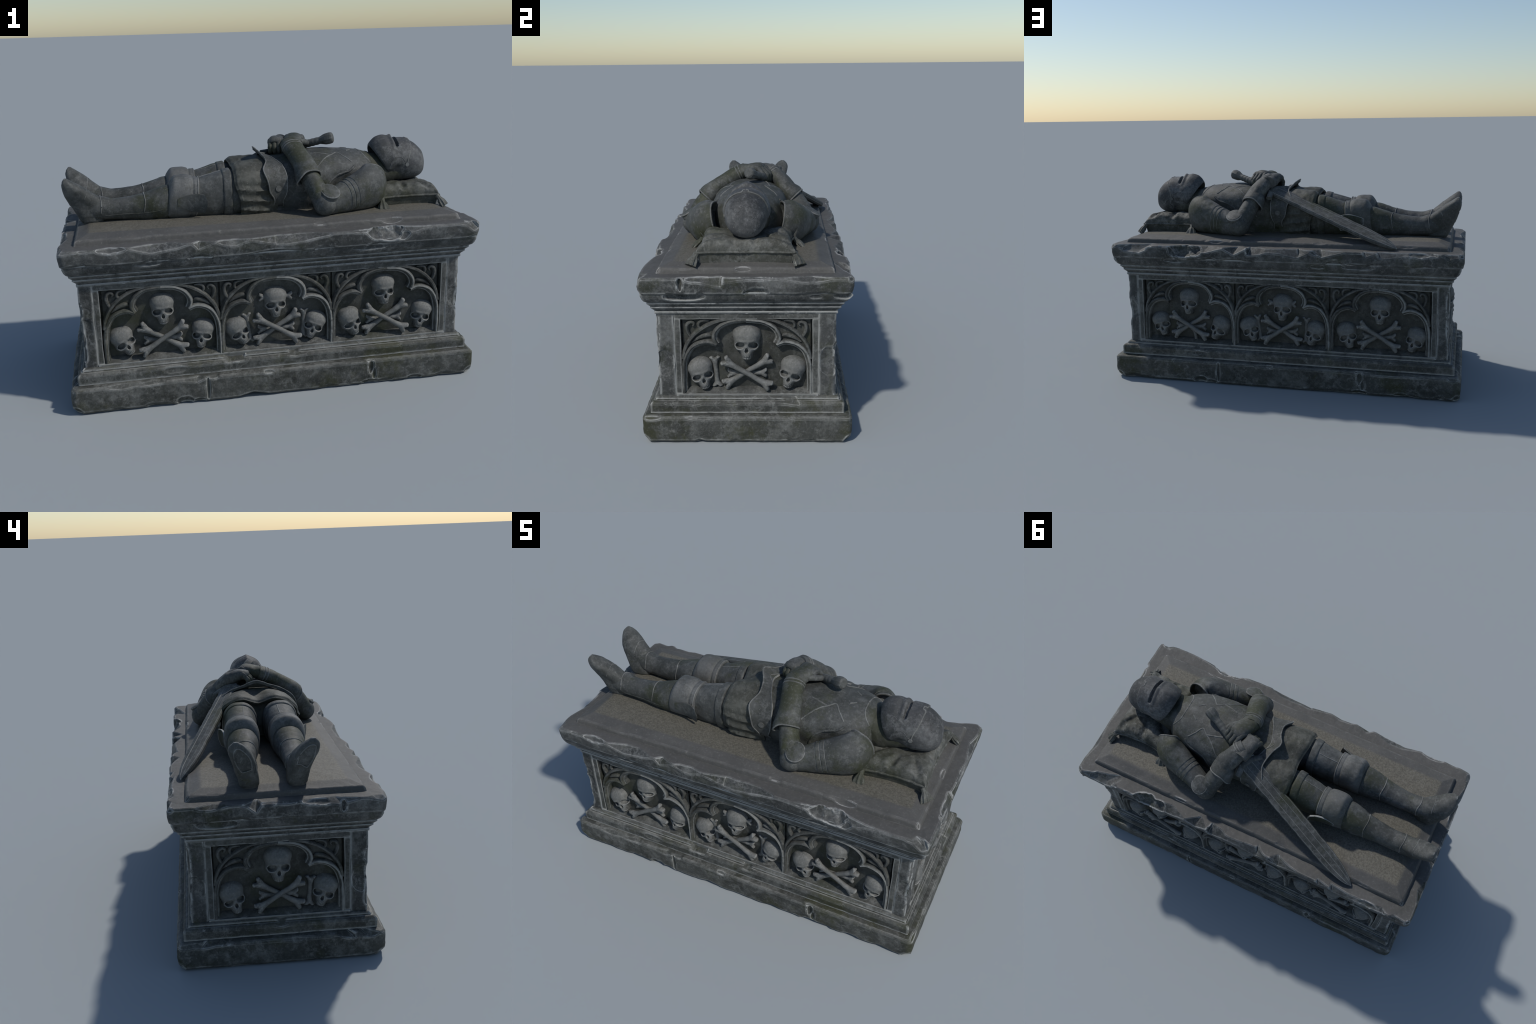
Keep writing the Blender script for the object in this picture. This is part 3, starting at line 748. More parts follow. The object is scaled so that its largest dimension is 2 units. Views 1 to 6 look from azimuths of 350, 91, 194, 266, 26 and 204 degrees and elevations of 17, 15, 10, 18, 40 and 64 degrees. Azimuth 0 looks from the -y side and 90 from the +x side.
# mail collar
P = loft_x([(0.50, 0, 0.10, 1.075, 0.86), (0.56, 0, 0.106, 1.082, 0.87), (0.61, 0, 0.102, 1.070, 0.88), (0.66, 0, 0.096, 1.075, 0.90), (0.74, 0, 0.085, 1.06, 0.93)], 40, 64, 2.1)
P = weather(P, 0.003, 24, 2)
add('neck', *capped(P), M_MAIL, angle=60)

# helmet -------------------------------------------------------------------
def helmet():
    # rows: rim-position x at mid height, tilt, half width, top z, bottom z
    S = np.array([(0.876, 0.00, 0.004, 1.008, 1.000), (0.873, 0.00, 0.032, 1.040, 0.972), (0.863, 0.00, 0.057, 1.072, 0.952), (0.842, 0.02, 0.078, 1.100, 0.938), (0.812, 0.05, 0.091, 1.124, 0.930),
                  (0.778, 0.10, 0.0975, 1.136, 0.926), (0.745, 0.18, 0.100, 1.138, 0.922), (0.715, 0.26, 0.101, 1.139, 0.920), (0.690, 0.36, 0.102, 1.146, 0.920),
                  (0.668, 0.47, 0.102, 1.138, 0.922), (0.650, 0.57, 0.100, 1.121, 0.925), (0.638, 0.63, 0.097, 1.104, 0.930)])
    T = np.concatenate([[0], np.cumsum(np.abs(np.diff(S[:, 0])) + 0.5 * np.abs(np.diff(S[:, 2])))])
    nl, na = 110, 96
    R = catmull(T, S, np.linspace(0, T[-1], nl))
    th = np.linspace(0, 2 * np.pi, na, endpoint=False)
    pw = (2.15 - 0.30 * smooth(0.76, 0.70, R[:, 0]))[:, None]       # the visor is keeled, the skull round
    c, s = se(np.cos(th)[None], pw), se(np.sin(th)[None], pw)
    zc = (R[:, 3] + R[:, 4]) / 2; b = (R[:, 3] - R[:, 4]) / 2
    Y = R[:, 2:3] * c; Z = zc[:, None] + b[:, None] * s
    X = R[:, :1] - R[:, 1:2] * (Z - zc[:, None])
    # crease down the middle of the visor
    vis = smooth(0.74, 0.69, X)
    Z += vis * 0.011 * np.exp(-(np.abs(Y) / 0.03)) * (Z > 1.03)
    # visor plate stands proud of the skull piece; the cheek stays back
    line = 0.757 + 0.030 * smooth(1.02, 1.13, Z)
    cheek = smooth(1.005, 1.03, Z + 0.9 * np.maximum(0.70 - X, 0) - 1.4 * np.maximum(X - 0.735, 0))
    raise_ = smooth(line + 0.002, line - 0.003, X) * cheek * 0.0075
    Y += np.sign(Y) * raise_ * np.clip(np.abs(c), 0, 1); Z += raise_ * np.clip(s, 0, 1)
    # sight: a slot across the brow, with the visor edge standing proud of it
    top = smooth(1.085, 1.105, Z)
    slot = np.exp(-((X - 0.709) / 0.0075) ** 4) * (1 - smooth(0.066, 0.080, np.abs(Y))) * top
    Z -= 0.024 * slot
    lip = np.exp(-((X - 0.690) / 0.010) ** 2) * (1 - smooth(0.07, 0.1, np.abs(Y))) * top
    Z += 0.008 * lip
    G = np.stack([X, Y, Z], -1)
    # turned-in rim and dark hollow behind it
    ctr = G[-1].mean(0)
    rim1 = ctr + (G[-1] - ctr) * 0.93 + V3(-0.004, 0, -0.003)
    rim2 = ctr + (G[-1] - ctr) * 0.86 + V3(0.012, 0, 0.0)
    rim3 = ctr + (G[-1] - ctr) * 0.84 + V3(0.055, 0, 0.0)
    return np.concatenate([G, rim1[None], rim2[None], rim3[None]], 0)
P = helmet()
P[:110] = weather(P[:110], 0.0016, 14, 3)
head = add('helmet', *capped(P), M_HELM, angle=45)
hb = bvh_of(head)
# visor outline: up from the pivots over the brow with a notch in the middle, and the cheek curve
ridge('visor_edge', hb, [(0.748, -0.099, 1.012), (0.758, -0.104, 1.03), (0.768, -0.095, 1.07), (0.782, -0.07, 1.11), (0.790, -0.042, 1.13), (0.793, -0.016, 1.14), (0.775, -0.013, 1.145), (0.772, 0.0, 1.145)], 0.0052, M_EDGE, 0.0005, parent=head, mirror=True)
ridge('visor_edge', hb, [(0.755, -0.104, 1.02), (0.742, -0.107, 1.035), (0.722, -0.109, 1.058), (0.695, -0.11, 1.062), (0.672, -0.113, 1.045), (0.660, -0.10, 1.005)], 0.0032, M_HELM, 0.001, parent=head, mirror=True)
for s in (1, -1):
    loc, nor, _, _ = hb.find_nearest(Vector((0.756, -0.104 * s, 1.018)))
    T = tube([np.array(loc) - np.array(nor) * 0.004, np.array(loc) + np.array(nor) * 0.003, np.array(loc) + np.array(nor) * 0.006], [0.010, 0.010, 0.006], None, 14, 5)
    add('rivet', *capped(T), M_EDGE, head)

# pillow -------------------------------------------------------------------
def pillow():
    n, m = 90, 110
    u = np.sin(np.linspace(-np.pi / 2, np.pi / 2, n)); v = np.sin(np.linspace(-np.pi / 2, np.pi / 2, m))
    U, W = np.meshgrid(u, v, indexing='ij')
    pinch = 0.020
    X = 0.725 + (0.158 - pinch * (1 - W ** 2) * np.abs(U) * 0.6) * U
    Y = (0.222 - pinch * (1 - U ** 2) * np.abs(W)) * W
    bul = np.sqrt(np.maximum((1 - np.abs(U) ** 2.6) * (1 - np.abs(W) ** 3.2), 0))
    hgt = 0.074 * bul ** 0.5
    # dent below the head, creases running to the dent
    r = np.hypot((X - 0.74) / 0.11, Y / 0.12)
    hgt -= 0.026 * np.exp(-r ** 2)
    ang = np.arctan2((X - 0.74) / 0.11, Y / 0.12)
    fold = np.abs(np.sin(ang * 4.5 + 0.6))
    hgt += (smooth(0.0, 0.75, fold) - 1) * 0.017 * smooth(0.7, 1.3, r) * smooth(0.0, 0.55, bul)
    Zt = 0.880 + hgt
    top = np.stack([X, Y, Zt], -1)
    k = 0.90
    ub = smooth(0.0, 0.07, np.minimum(1 - np.abs(U), 1 - np.abs(W)))
    Zb = 0.875 - 0.052 * ub
    bot = np.stack([X, Y, Zb], -1)
    lump = 0.007 * np.abs(np.sin(Y * 26 + 0.4)) * smooth(0.2, 0.9, np.abs(U)) * smooth(0.0, 0.5, bul) + 0.005 * np.abs(np.sin(X * 34)) * smooth(0.4, 0.95, np.abs(W)) * smooth(0.0, 0.5, bul)
    top[..., 2] += lump - 0.004
    top = weather(top, 0.0045, 16, 5, False, False)
    a = (top.reshape(-1, 3).tolist(), grid_faces(n, m)); b = (bot.reshape(-1, 3).tolist(), [f[::-1] for f in grid_faces(n, m)])
    edge = np.concatenate([top[0, :], top[1:, -1], top[-1, -2::-1], top[-2:0:-1, 0]])
    return a, b, edge
a, b, edge = pillow()
V, F = merge(a, b)
pil = add('pillow', V, F, M_PILLOW, angle=50, weld=0.004 * 0 + 0.0006)
e2 = np.vstack([edge, edge[:1]]); e2[:, 2] = 0.878
T = tube(e2, 0.0065, 0.0065, 10, 260)
add('pillow_piping', *capped(T), M_PILLOW, pil)
for (x, y, tx, ty) in ((0.872, -0.218, 0.905, -0.246), (0.872, 0.218, 0.906, 0.244), (0.580, -0.218, 0.580, -0.266), (0.580, 0.218, 0.576, 0.264)):
    n = 26; m = 40
    p0, p1 = V3(x, y, 0.876), V3(tx, ty, 0.826)
    path = [p0, p0 * 0.75 + p1 * 0.25, p0 * 0.45 + p1 * 0.55, p1]
    T = tube(path, [0.016, 0.014, 0.023, 0.030], [0.013, 0.012, 0.016, 0.013], m, n, up=(0, 0, 1))
    c = T.mean(1, keepdims=True)
    k = np.linspace(0, 1, n)[:, None, None]
    T = c + (T - c) * (1 + 0.22 * k * np.cos(np.linspace(0, 2 * np.pi, m, endpoint=False) * 8)[None, :, None])
    add('tassel', *capped(T), M_PILLOW, pil, angle=60)

# fauld: skirt of mail and plate over the hips ------------------------------------
def fauld():
    nl, na = 60, 128
    rows = np.array([(0.06, 0.190, 1.084), (0.00, 0.203, 1.088), (-0.06, 0.212, 1.090), (-0.11, 0.217, 1.088), (-0.14, 0.217, 1.082), (-0.150, 0.213, 1.074)])
    T = np.linspace(0, 1, len(rows)); R = catmull(T, rows, np.linspace(0, 1, nl))
    th = np.linspace(0, 2 * np.pi, na, endpoint=False)
    c, s = se(np.cos(th), 2.5), se(np.sin(th), 2.5)
    zb = 0.816; zc = (R[:, 2] + zb) / 2; b = (R[:, 2] - zb) / 2
    Y = R[:, 1:2] * c[None]; Z = zc[:, None] + b[:, None] * s[None]
    X = np.repeat(R[:, :1], na, 1)
    Y = np.where((Z < 0.95) & (np.abs(Y) > 0.05), np.sign(Y) * np.maximum(np.abs(Y), R[:, 1:2] * (0.985 - 0.08 * smooth(0.90, 0.83, Z))), Y)
    t = smooth(0.03, -0.14, X)
    up = smooth(0.95, 1.05, Z)
    hump = np.exp(-((np.abs(Y) - 0.105) / 0.055) ** 2)
    Z += t * up * (-0.030 * np.exp(-(Y / 0.055) ** 2) + 0.002 * hump)
    # lower edge runs back on the flanks
    X += smooth(1.02, 0.88, Z) * t * 0.030 + t * up * 0.012 * np.exp(-(Y / 0.06) ** 2)
    # pleats on the flank
    fl = smooth(1.01, 0.97, Z) * smooth(0.06, 0.0, X)
    Y += np.sign(Y) * fl * 0.013 * (0.5 - np.abs(np.sin((Z - 0.86 + 0.12 * (X + 0.1)) * 62))) 
    G = np.stack([X, Y, Z], -1)
    G = weather(G, 0.003, 18, 4)
    ctr = V3(-0.14, 0, 0.93)
    r1 = ctr + (G[-1] - ctr) * V3(1, 0.985, 0.965) + V3(-0.006, 0, 0)
    r2 = ctr + (G[-1] - ctr) * V3(1, 0.93, 0.84) + V3(0.006, 0, 0)
    r3 = ctr + (G[-1] - ctr) * V3(1, 0.90, 0.78) + V3(0.06, 0, 0)
    return np.concatenate([G, r1[None], r2[None], r3[None]], 0)
fa = add('mail_skirt', *capped(fauld()), M_MAIL, angle=50)

# plackart: the pointed waist plate with its stud-tipped side lobes -----------------------
def waist_plate():
    na, nw = 150, 22
    # param along the body arc (0 = ridge of the belly .. 1 = ground on the flank): upper and lower edge x, flare
    k = [0, 0.05, 0.10, 0.22, 0.40, 0.56, 0.66, 0.74, 0.80, 0.86, 1.0]
    lo = [-0.030, -0.008, 0.004, 0.014, -0.010, 0.006, 0.016, 0.036, 0.042, 0.040, 0.034]
    hi = [0.030, 0.039, 0.048, 0.072, 0.102, 0.108, 0.104, 0.094, 0.086, 0.090, 0.096]
    fl = [0.040, 0.024, 0.012, 0.006, 0.008, 0.010, 0.008, 0.006, 0.003, 0.002, 0.001]
    q = np.linspace(-1, 1, na)
    xl = catmull(k, lo, np.abs(q))[:, 0]; xh = catmull(k, hi, np.abs(q))[:, 0]; ff = catmull(k, fl, np.abs(q))[:, 0]
    th = np.pi / 2 - q * (np.pi / 2 + 0.9)
    w = np.linspace(0, 1, nw)
    def surf(off):
        X = xh[:, None] + (xl - xh)[:, None] * w[None]
        hw = 0.197 + 0.012 * smooth(0.06, -0.05, X) + off
        top = 1.090 + off
        zc = (top + 0.816) / 2; b = (top - 0.816) / 2
        Y = hw * se(np.cos(th), 2.45)[:, None]; Z = zc + b * se(np.sin(th), 2.45)[:, None]
        return np.stack([X, Y, Z], -1)
    f = (ff[:, None] * w[None] ** 1.6)
    outer = surf(0.007 + f); inner = surf(-0.003 + f * 0.9)
    outer = weather(outer, 0.0015, 16, 7, False, False)
    G = np.concatenate([inner[:, :1], outer, inner[:, ::-1]], 1)
    return G
G = waist_plate()
V, F = capped(np.swapaxes(np.swapaxes(G, 0, 1), 0, 1), True, True)
wp = add('waist_plate', V, F, M_ARMOUR, angle=30)
wb = bvh_of(wp)
add('plate_edge', *capped(tube(G[4:-4, 22], 0.0034, 0.0034, 8, 150)), M_EDGE, wp)
for s in (1, -1):
    ridge('plate_seam', wb, [(0.105, s * 0.165, 1.075), (0.075, s * 0.10, 1.10), (0.045, s * 0.05, 1.11), (0.022, 0.0, 1.13)], 0.0038, M_EDGE, 0.0, parent=wp)
    loc, nor, _, _ = wb.find_nearest(Vector((0.062, s * 0.226, 0.958)))
    c0 = np.array(loc); nn = np.array(nor)
    T = tube([c0 - nn * 0.004, c0 + nn * 0.004, c0 + nn * 0.009, c0 + nn * 0.012], [0.015, 0.015, 0.011, 0.004], None, 18, 8, up=(0.1, 0.1, 1))
    add('stud', *capped(T), M_EDGE, wp)

# legs ----------------------------------------------------------------------
for s in (-1, 1):       # s = -1: the near (front) leg
    yt, yk, ys_, ya = (s * 0.105, s * 0.112, s * (0.115 if s < 0 else 0.116), s * (0.108 if s < 0 else 0.124))
    # thigh plate
    P = loft_x([(-0.06, yt, 0.082, 1.035, 0.83), (-0.15, yt, 0.084, 1.044, 0.823), (-0.200, yt, 0.086, 1.045, 0.823), (-0.26, s * 0.107, 0.082, 1.031, 0.823), (-0.33, s * 0.109, 0.076, 1.014, 0.825), (-0.40, yk, 0.075, 1.005, 0.826)], 70, 72, 2.35)
    th = add('thigh', *capped(weather(P, 0.002, 12, 6 + s)), M_ARMOUR, angle=50)
    P = loft_x([(-0.163, yt, 0.088, 1.045, 0.82), (-0.166, yt, 0.092, 1.053, 0.816), (-0.172, yt, 0.094, 1.055, 0.814), (-0.198, yt, 0.092, 1.052, 0.815), (-0.204, yt, 0.090, 1.049, 0.816), (-0.207, yt, 0.087, 1.042, 0.82)], 26, 72, 2.35)
    add('thigh_band', *capped(weather(P, 0.0014, 25, 7 + s)), M_ARMOUR, th, angle=40)
    tbv = bvh_of(th)
    ridge('plate_seam', tbv, [(-0.21, yt - s * 0.02, 1.06), (-0.27, yt - s * 0.018, 1.05), (-0.34, yt - s * 0.012, 1.04)], 0.003, M_EDGE, 0.0, parent=th)
    # knee cop
    P = loft_x([(-0.325, yk, 0.074, 1.008, 0.835), (-0.330, yk, 0.083, 1.022, 0.830), (-0.350, yk, 0.084, 1.024, 0.828), (-0.358, yk, 0.081, 1.022, 0.83), (-0.366, yk, 0.085, 1.030, 0.828), (-0.40, yk, 0.087, 1.037, 0.826),
                (-0.435, yk, 0.088, 1.036, 0.826), (-0.446, yk, 0.087, 1.034, 0.827), (-0.468, yk, 0.082, 1.008, 0.83), (-0.473, yk, 0.077, 0.994, 0.835), (-0.465, yk, 0.066, 0.97, 0.86)], 70, 72, 2.3, tilt=0.10)
    kn = add('knee', *capped(weather(P, 0.0018, 14, 8 + s)), M_KNEE, angle=45)
    Pk = P
    rim = np.vstack([Pk[5], Pk[5][:2]])
    add('plate_edge', *capped(tube(rim, 0.0026, 0.0026, 8, len(rim))), M_EDGE, kn)
    # fan-shaped wing on the outer side of the knee
    for so in ((s,) if True else (s, -s)):
        t = np.linspace(0, 1, 16)[:, None]; v = np.linspace(-1, 1, 16)[None]
        x_ = -0.432 + 0.128 * t + 0.012 * (1 - v ** 2) * t
        z_ = 0.918 - 0.010 * t + (0.018 + 0.028 * np.sin(np.pi * np.minimum(t * 0.62, 0.6))) * v
        y_ = yk + so * (0.084 * np.sqrt(np.maximum(1 - ((z_ - 0.925) / 0.105) ** 2, 0.02)) + 0.006 + 0.026 * t ** 2.2)
        out = np.stack([x_, y_, z_], -1); inn = out - V3(0, so * 0.009, 0)
        G = np.concatenate([out, inn[:, ::-1]], 1)
        add('knee_wing', *capped(G), M_ARMOUR, kn, angle=40)
    # shin
    P = loft_x([(-0.42, yk, 0.070, 0.995, 0.83), (-0.475, yk, 0.076, 0.992, 0.826), (-0.53, (yk + ys_) / 2, 0.073, 0.977, 0.825), (-0.59, ys_, 0.061, 0.959, 0.828), (-0.66, (ys_ * 0.6 + ya * 0.4), 0.054, 0.947, 0.834),
                (-0.74, (ys_ * 0.25 + ya * 0.75), 0.050, 0.942, 0.838), (-0.80, ya, 0.051, 0.956, 0.838), (-0.845, ya, 0.045, 0.955, 0.845)], 80, 64, 2.2)
    sh = add('shin', *capped(weather(P, 0.002, 12, 9 + s)), M_ARMOUR, angle=50)
    sb = bvh_of(sh)
    for xr, yc, rr in ((-0.590, ys_, 0.0042), (-0.792, ya, 0.0042)):
        a_ = np.linspace(-0.35, np.pi + 0.35, 22)
        ridge('greave_strap', sb, [(xr + 0.004 * math.sin(3 * t), yc + 0.075 * math.cos(t), 0.90 + 0.08 * math.sin(t)) for t in a_], rr, M_EDGE, 0.0, n=80, parent=sh)
    # side seam of the greave
    ridge('plate_seam', sb, [(-0.50, yk + s * 0.085, 0.885), (-0.58, ys_ + s * 0.07, 0.872), (-0.68, ys_ + s * 0.06, 0.868), (-0.78, ya + s * 0.055, 0.865)], 0.003, M_ARMOUR, 0.0, parent=sh)
    # foot: stands on its heel, toes splayed outward
    z_ = [0.828, 0.845, 0.880, 0.920, 0.955, 0.985, 1.018, 1.042, 1.058]
    x0 = [-0.886, -0.897, -0.915, -0.934, -0.950, -0.959, -0.963, -0.961, -0.951]
    x1 = [-0.79, -0.775, -0.765, -0.770, -0.800, -0.838, -0.880, -0.915, -0.938]
    yo = [s * 0.100 if s < 0 else 0.113, s * 0.100 if s < 0 else 0.114, s * 0.104 if s < 0 else 0.119, s * 0.110 if s < 0 else 0.128, s * 0.120 if s < 0 else 0.137, s * 0.131 if s < 0 else 0.146, s * 0.146 if s < 0 else 0.158, s * 0.156 if s < 0 else 0.166, s * 0.160 if s < 0 else 0.170]
    hw = [0.036, 0.046, 0.048, 0.049, 0.051, 0.051, 0.045, 0.030, 0.010]
    n, m = 70, 64
    R = catmull(z_, np.column_stack([x0, x1, yo, hw]), np.linspace(z_[0], z_[-1], n))
    a_ = np.linspace(0, 2 * np.pi, m, endpoint=False)
    c, q = np.cos(a_), np.sin(a_)
    xm = (R[:, 0] + R[:, 1]) / 2; xr = (R[:, 1] - R[:, 0]) / 2
    # flat sole on the -x side, rounded instep on the other
    cx = np.where(c < 0, se(c, 5.0), se(c, 2.0)); qy = np.where(c < 0, se(q, 3.0), se(q, 2.1))
    X = xm[:, None] + xr[:, None] * cx[None]; Y = R[:, 2:3] + R[:, 3:4] * qy[None]
    Z = np.repeat(np.linspace(z_[0], z_[-1], n)[:, None], m, 1)
    # sole recess inside a raised welt
    un = np.abs(Y - R[:, 2:3]) / np.maximum(R[:, 3:4], 1e-6); vn = np.abs((Z - 0.968) / 0.066)
    ins = (1 - smooth(0.75, 1.0, np.sqrt((un / 0.68) ** 2 + vn ** 2))) * (c[None] < -0.1)
    X += 0.007 * ins
    G = weather(np.stack([X, Y, Z], -1), 0.0014, 20, 10 + s)
    ft = add('foot', *capped(G), M_ARMOUR, angle=45)
    fb = bvh_of(ft)
    t_ = np.linspace(0, 2 * np.pi, 24)
    oc = [(-1.0, (0.142 * s if s < 0 else 0.150) + s * (zz * 0.25) + 0.034 * math.cos(t), 0.968 + zz) for t in t_ for zz in (0.066 * math.sin(t),)]
    ridge('sole_welt', fb, oc, 0.0032, M_EDGE, 0.0, n=90, parent=ft)
    ridge('plate_seam', fb, [(-0.865, yo[4] - s * 0.06, 0.95), (-0.86, yo[4], 1.0), (-0.865, yo[4] + s * 0.06, 0.95)], 0.0028, M_EDGE, 0.0, parent=ft)

# arms ------------------------------------------------------------------------
def step_radius(t, r, steps, h=0.004):
    for st in steps:
        r = r - h * smooth(st - 0.004, st + 0.004, t)
    return r

for s in (-1, 1):
    Y = lambda y: s * y
    # pauldron and upper arm: opens toward the neck, bends down to the elbow
    path = np.array([(0.545, Y(0.158), 0.960), (0.541, Y(0.178), 0.956), (0.522, Y(0.203), 0.950), (0.485, Y(0.222), 0.941), (0.435, Y(0.240), 0.930), (0.37, Y(0.263), 0.916), (0.315, Y(0.283), 0.905), (0.268, Y(0.300), 0.898)])
    ra = np.array([0.070, 0.073, 0.075, 0.072, 0.067, 0.061, 0.056, 0.050])
    rb = np.array([0.084, 0.089, 0.092, 0.087, 0.077, 0.068, 0.060, 0.052])
    T = tube(path, ra * 0.985, rb * 0.985, 72, 240, power=2.1)
    tt = np.linspace(0, 1, 240)
    C = T.mean(1, keepdims=True)
    f = 1 + 0.05 * (1 - smooth(0.508, 0.518, tt)) * smooth(0.0, 0.25, tt) + 0.05 * (1 - smooth(0.578, 0.588, tt)) * smooth(0.45, 0.575, tt) * (tt > 0.52) + 0.05 * (1 - smooth(0.648, 0.658, tt)) * smooth(0.56, 0.645, tt) * (tt > 0.59)
    T = C + (T - C) * f[:, None, None]
    # peak of the pauldron toward the throat
    pk = np.exp(-((T[..., 0] - 0.49) / 0.035) ** 2) * smooth(1.0, 1.05, T[..., 2]) * (1 - smooth(0.0, 0.3, tt))[:, None]
    T[..., 2] += 0.016 * pk; T[..., 1] -= s * 0.012 * pk
    T = weather(T, 0.0018, 13, 20 + s)
    zc = T[..., 2].mean(1, keepdims=True); zm = T[..., 2].min(1, keepdims=True)
    kk = np.where(tt[:, None] > 0.12, np.maximum((zc - 0.834) / (zc - zm), 1.0), 1.0)
    T[..., 2] = np.where(T[..., 2] < zc, zc - (zc - T[..., 2]) * kk, T[..., 2])
    T[..., 2] = np.maximum(T[..., 2], 0.832)
    c0 = T[0].mean(0)
    inn = np.array([c0 + (T[0] - c0) * 0.95 + V3(0, -s * 0.003, 0), c0 + (T[0] - c0) * 0.90 + V3(0, s * 0.006, 0), c0 + (T[0] - c0) * 0.72 + V3(0, s * 0.03, 0)])
    T = np.concatenate([inn[::-1], T], 0)
    arm = add('upper_arm', *capped(T), M_ARMOUR, angle=28)
    ab = bvh_of(arm)
    rim = T[3]; rim = np.vstack([rim, rim[:2]])
    Tr = tube(rim, 0.0042, 0.0042, 8, len(rim))
    add('plate_edge', *capped(Tr), M_EDGE, arm)
    # elbow cop
    n, m = 40, 56
    ph = np.linspace(0.02, np.pi - 0.02, n); th = np.linspace(0, 2 * np.pi, m, endpoint=False)
    ax = V3(0.75, Y(-0.60), 0.25); ax /= np.linalg.norm(ax)
    e = np.stack([np.cos(ph)[:, None] + 0 * th[None], np.sin(ph)[:, None] * np.cos(th)[None], np.sin(ph)[:, None] * np.sin(th)[None]], -1)
    b1 = np.cross(ax, V3(0, 0, 1)); b1 /= np.linalg.norm(b1); b2 = np.cross(b1, ax)
    G = V3(0.266, Y(0.303), 0.892) + (e[..., :1] * ax * 0.058 + e[..., 1:2] * b1 * 0.056 + e[..., 2:] * b2 * 0.059)
    k_ = np.cos(ph)[:, None]
    bead = 1 + 0.035 * np.exp(-((k_ - 0.55) / 0.07) ** 2) + 0.03 * np.exp(-((k_ - 0.75) / 0.05) ** 2)
    ctr = V3(0.266, Y(0.303), 0.892)
    G = ctr + (G - ctr) * bead[..., None]
    G = weather(G, 0.0015, 18, 30 + s); G[..., 2] = np.maximum(G[..., 2], 0.832)
    el = add('elbow', *capped(G), M_ARMOUR, angle=50)
    # round elbow plate, set on top
    nrm = V3(0.06, Y(0.50), 0.86); nrm /= np.linalg.norm(nrm)
    c0 = V3(0.288, Y(0.316), 0.949)
    T = tube([c0 - nrm * 0.016, c0 + nrm * 0.002, c0 + nrm * 0.008, c0 + nrm * 0.010, c0 + nrm * 0.006], [0.050, 0.050, 0.047, 0.040, 0.020], [0.044, 0.044, 0.041, 0.034, 0.018], 40, 22, up=(1, 0.2, 0))
    pl = add('elbow_plate', *capped(weather(T, 0.0012, 25, 3)), M_ARMOUR, el, angle=40)
    th = np.linspace(0, 2 * np.pi, 40)
    u1 = np.cross(nrm, V3(1, 0.2, 0)); u1 /= np.linalg.norm(u1); u2 = np.cross(u1, nrm)
    Tr = tube([c0 + nrm * 0.004 + u1 * 0.049 * math.cos(t) + u2 * 0.043 * math.sin(t) for t in th], 0.0036, 0.0036, 8, 60)
    add('plate_edge', *capped(Tr), M_EDGE, el)
    # forearm sleeve, then the flared gauntlet cuff narrowing to the wrist
    if s < 0:
        wr = [(0.180, -0.130, 1.092), (0.165, -0.070, 1.128), (0.160, -0.025, 1.147)]
    else:
        wr = [(0.178, 0.168, 1.085), (0.145, 0.120, 1.125), (0.125, 0.095, 1.142)]
    T = tube([(0.262, Y(0.300), 0.888), (0.243, Y(0.275), 0.935), (0.220, Y(0.240), 0.985), wr[0]], [0.050, 0.052, 0.052, 0.045], [0.050, 0.050, 0.048, 0.042], 40, 40, up=(1, 0, 0.3))
    fo = add('forearm', *capped(weather(T, 0.002, 14, 33 + s)), M_ARMOUR, angle=50)
    T = tube([(0.203, Y(0.232), 1.012), (0.201, Y(0.222), 1.022), (0.197, Y(0.185), 1.055), wr[0], wr[1], wr[2]],
             [0.062, 0.064, 0.057, 0.053, 0.052, 0.052] if s < 0 else [0.062, 0.064, 0.057, 0.052, 0.048, 0.045],
             [0.052, 0.055, 0.047, 0.043, 0.041, 0.039], 56, 70, up=(0.0, Y(0.6), 0.8))
    c0 = T[0].mean(0)
    drop = np.exp(-((T[..., 0] - 0.14) / 0.03) ** 2) * (1 - smooth(0, 0.2, np.linspace(0, 1, 70)))[:, None]
    T[..., 2] -= 0.018 * drop; T[..., 1] += s * 0.014 * drop
    T = weather(T, 0.002, 13, 36 + s)
    inn = np.array([c0 + (T[0] - c0) * 0.93, c0 + (T[0] - c0) * 0.86 + V3(-0.002, -s * 0.02, 0.02)])
    Tc = np.concatenate([inn[::-1], T], 0)
    cuff = add('gauntlet_cuff', *capped(Tc), M_ARMOUR, fo, angle=45)
    rim = np.vstack([T[0], T[0][:2]])
    add('plate_edge', *capped(tube(rim, 0.004, 0.004, 8, len(rim))), M_EDGE, fo)
    for fr in (56, 60):
        rim = np.vstack([T[fr], T[fr][:2]])
        add('plate_edge', *capped(tube(rim, 0.003, 0.003, 8, len(rim))), M_EDGE, fo)

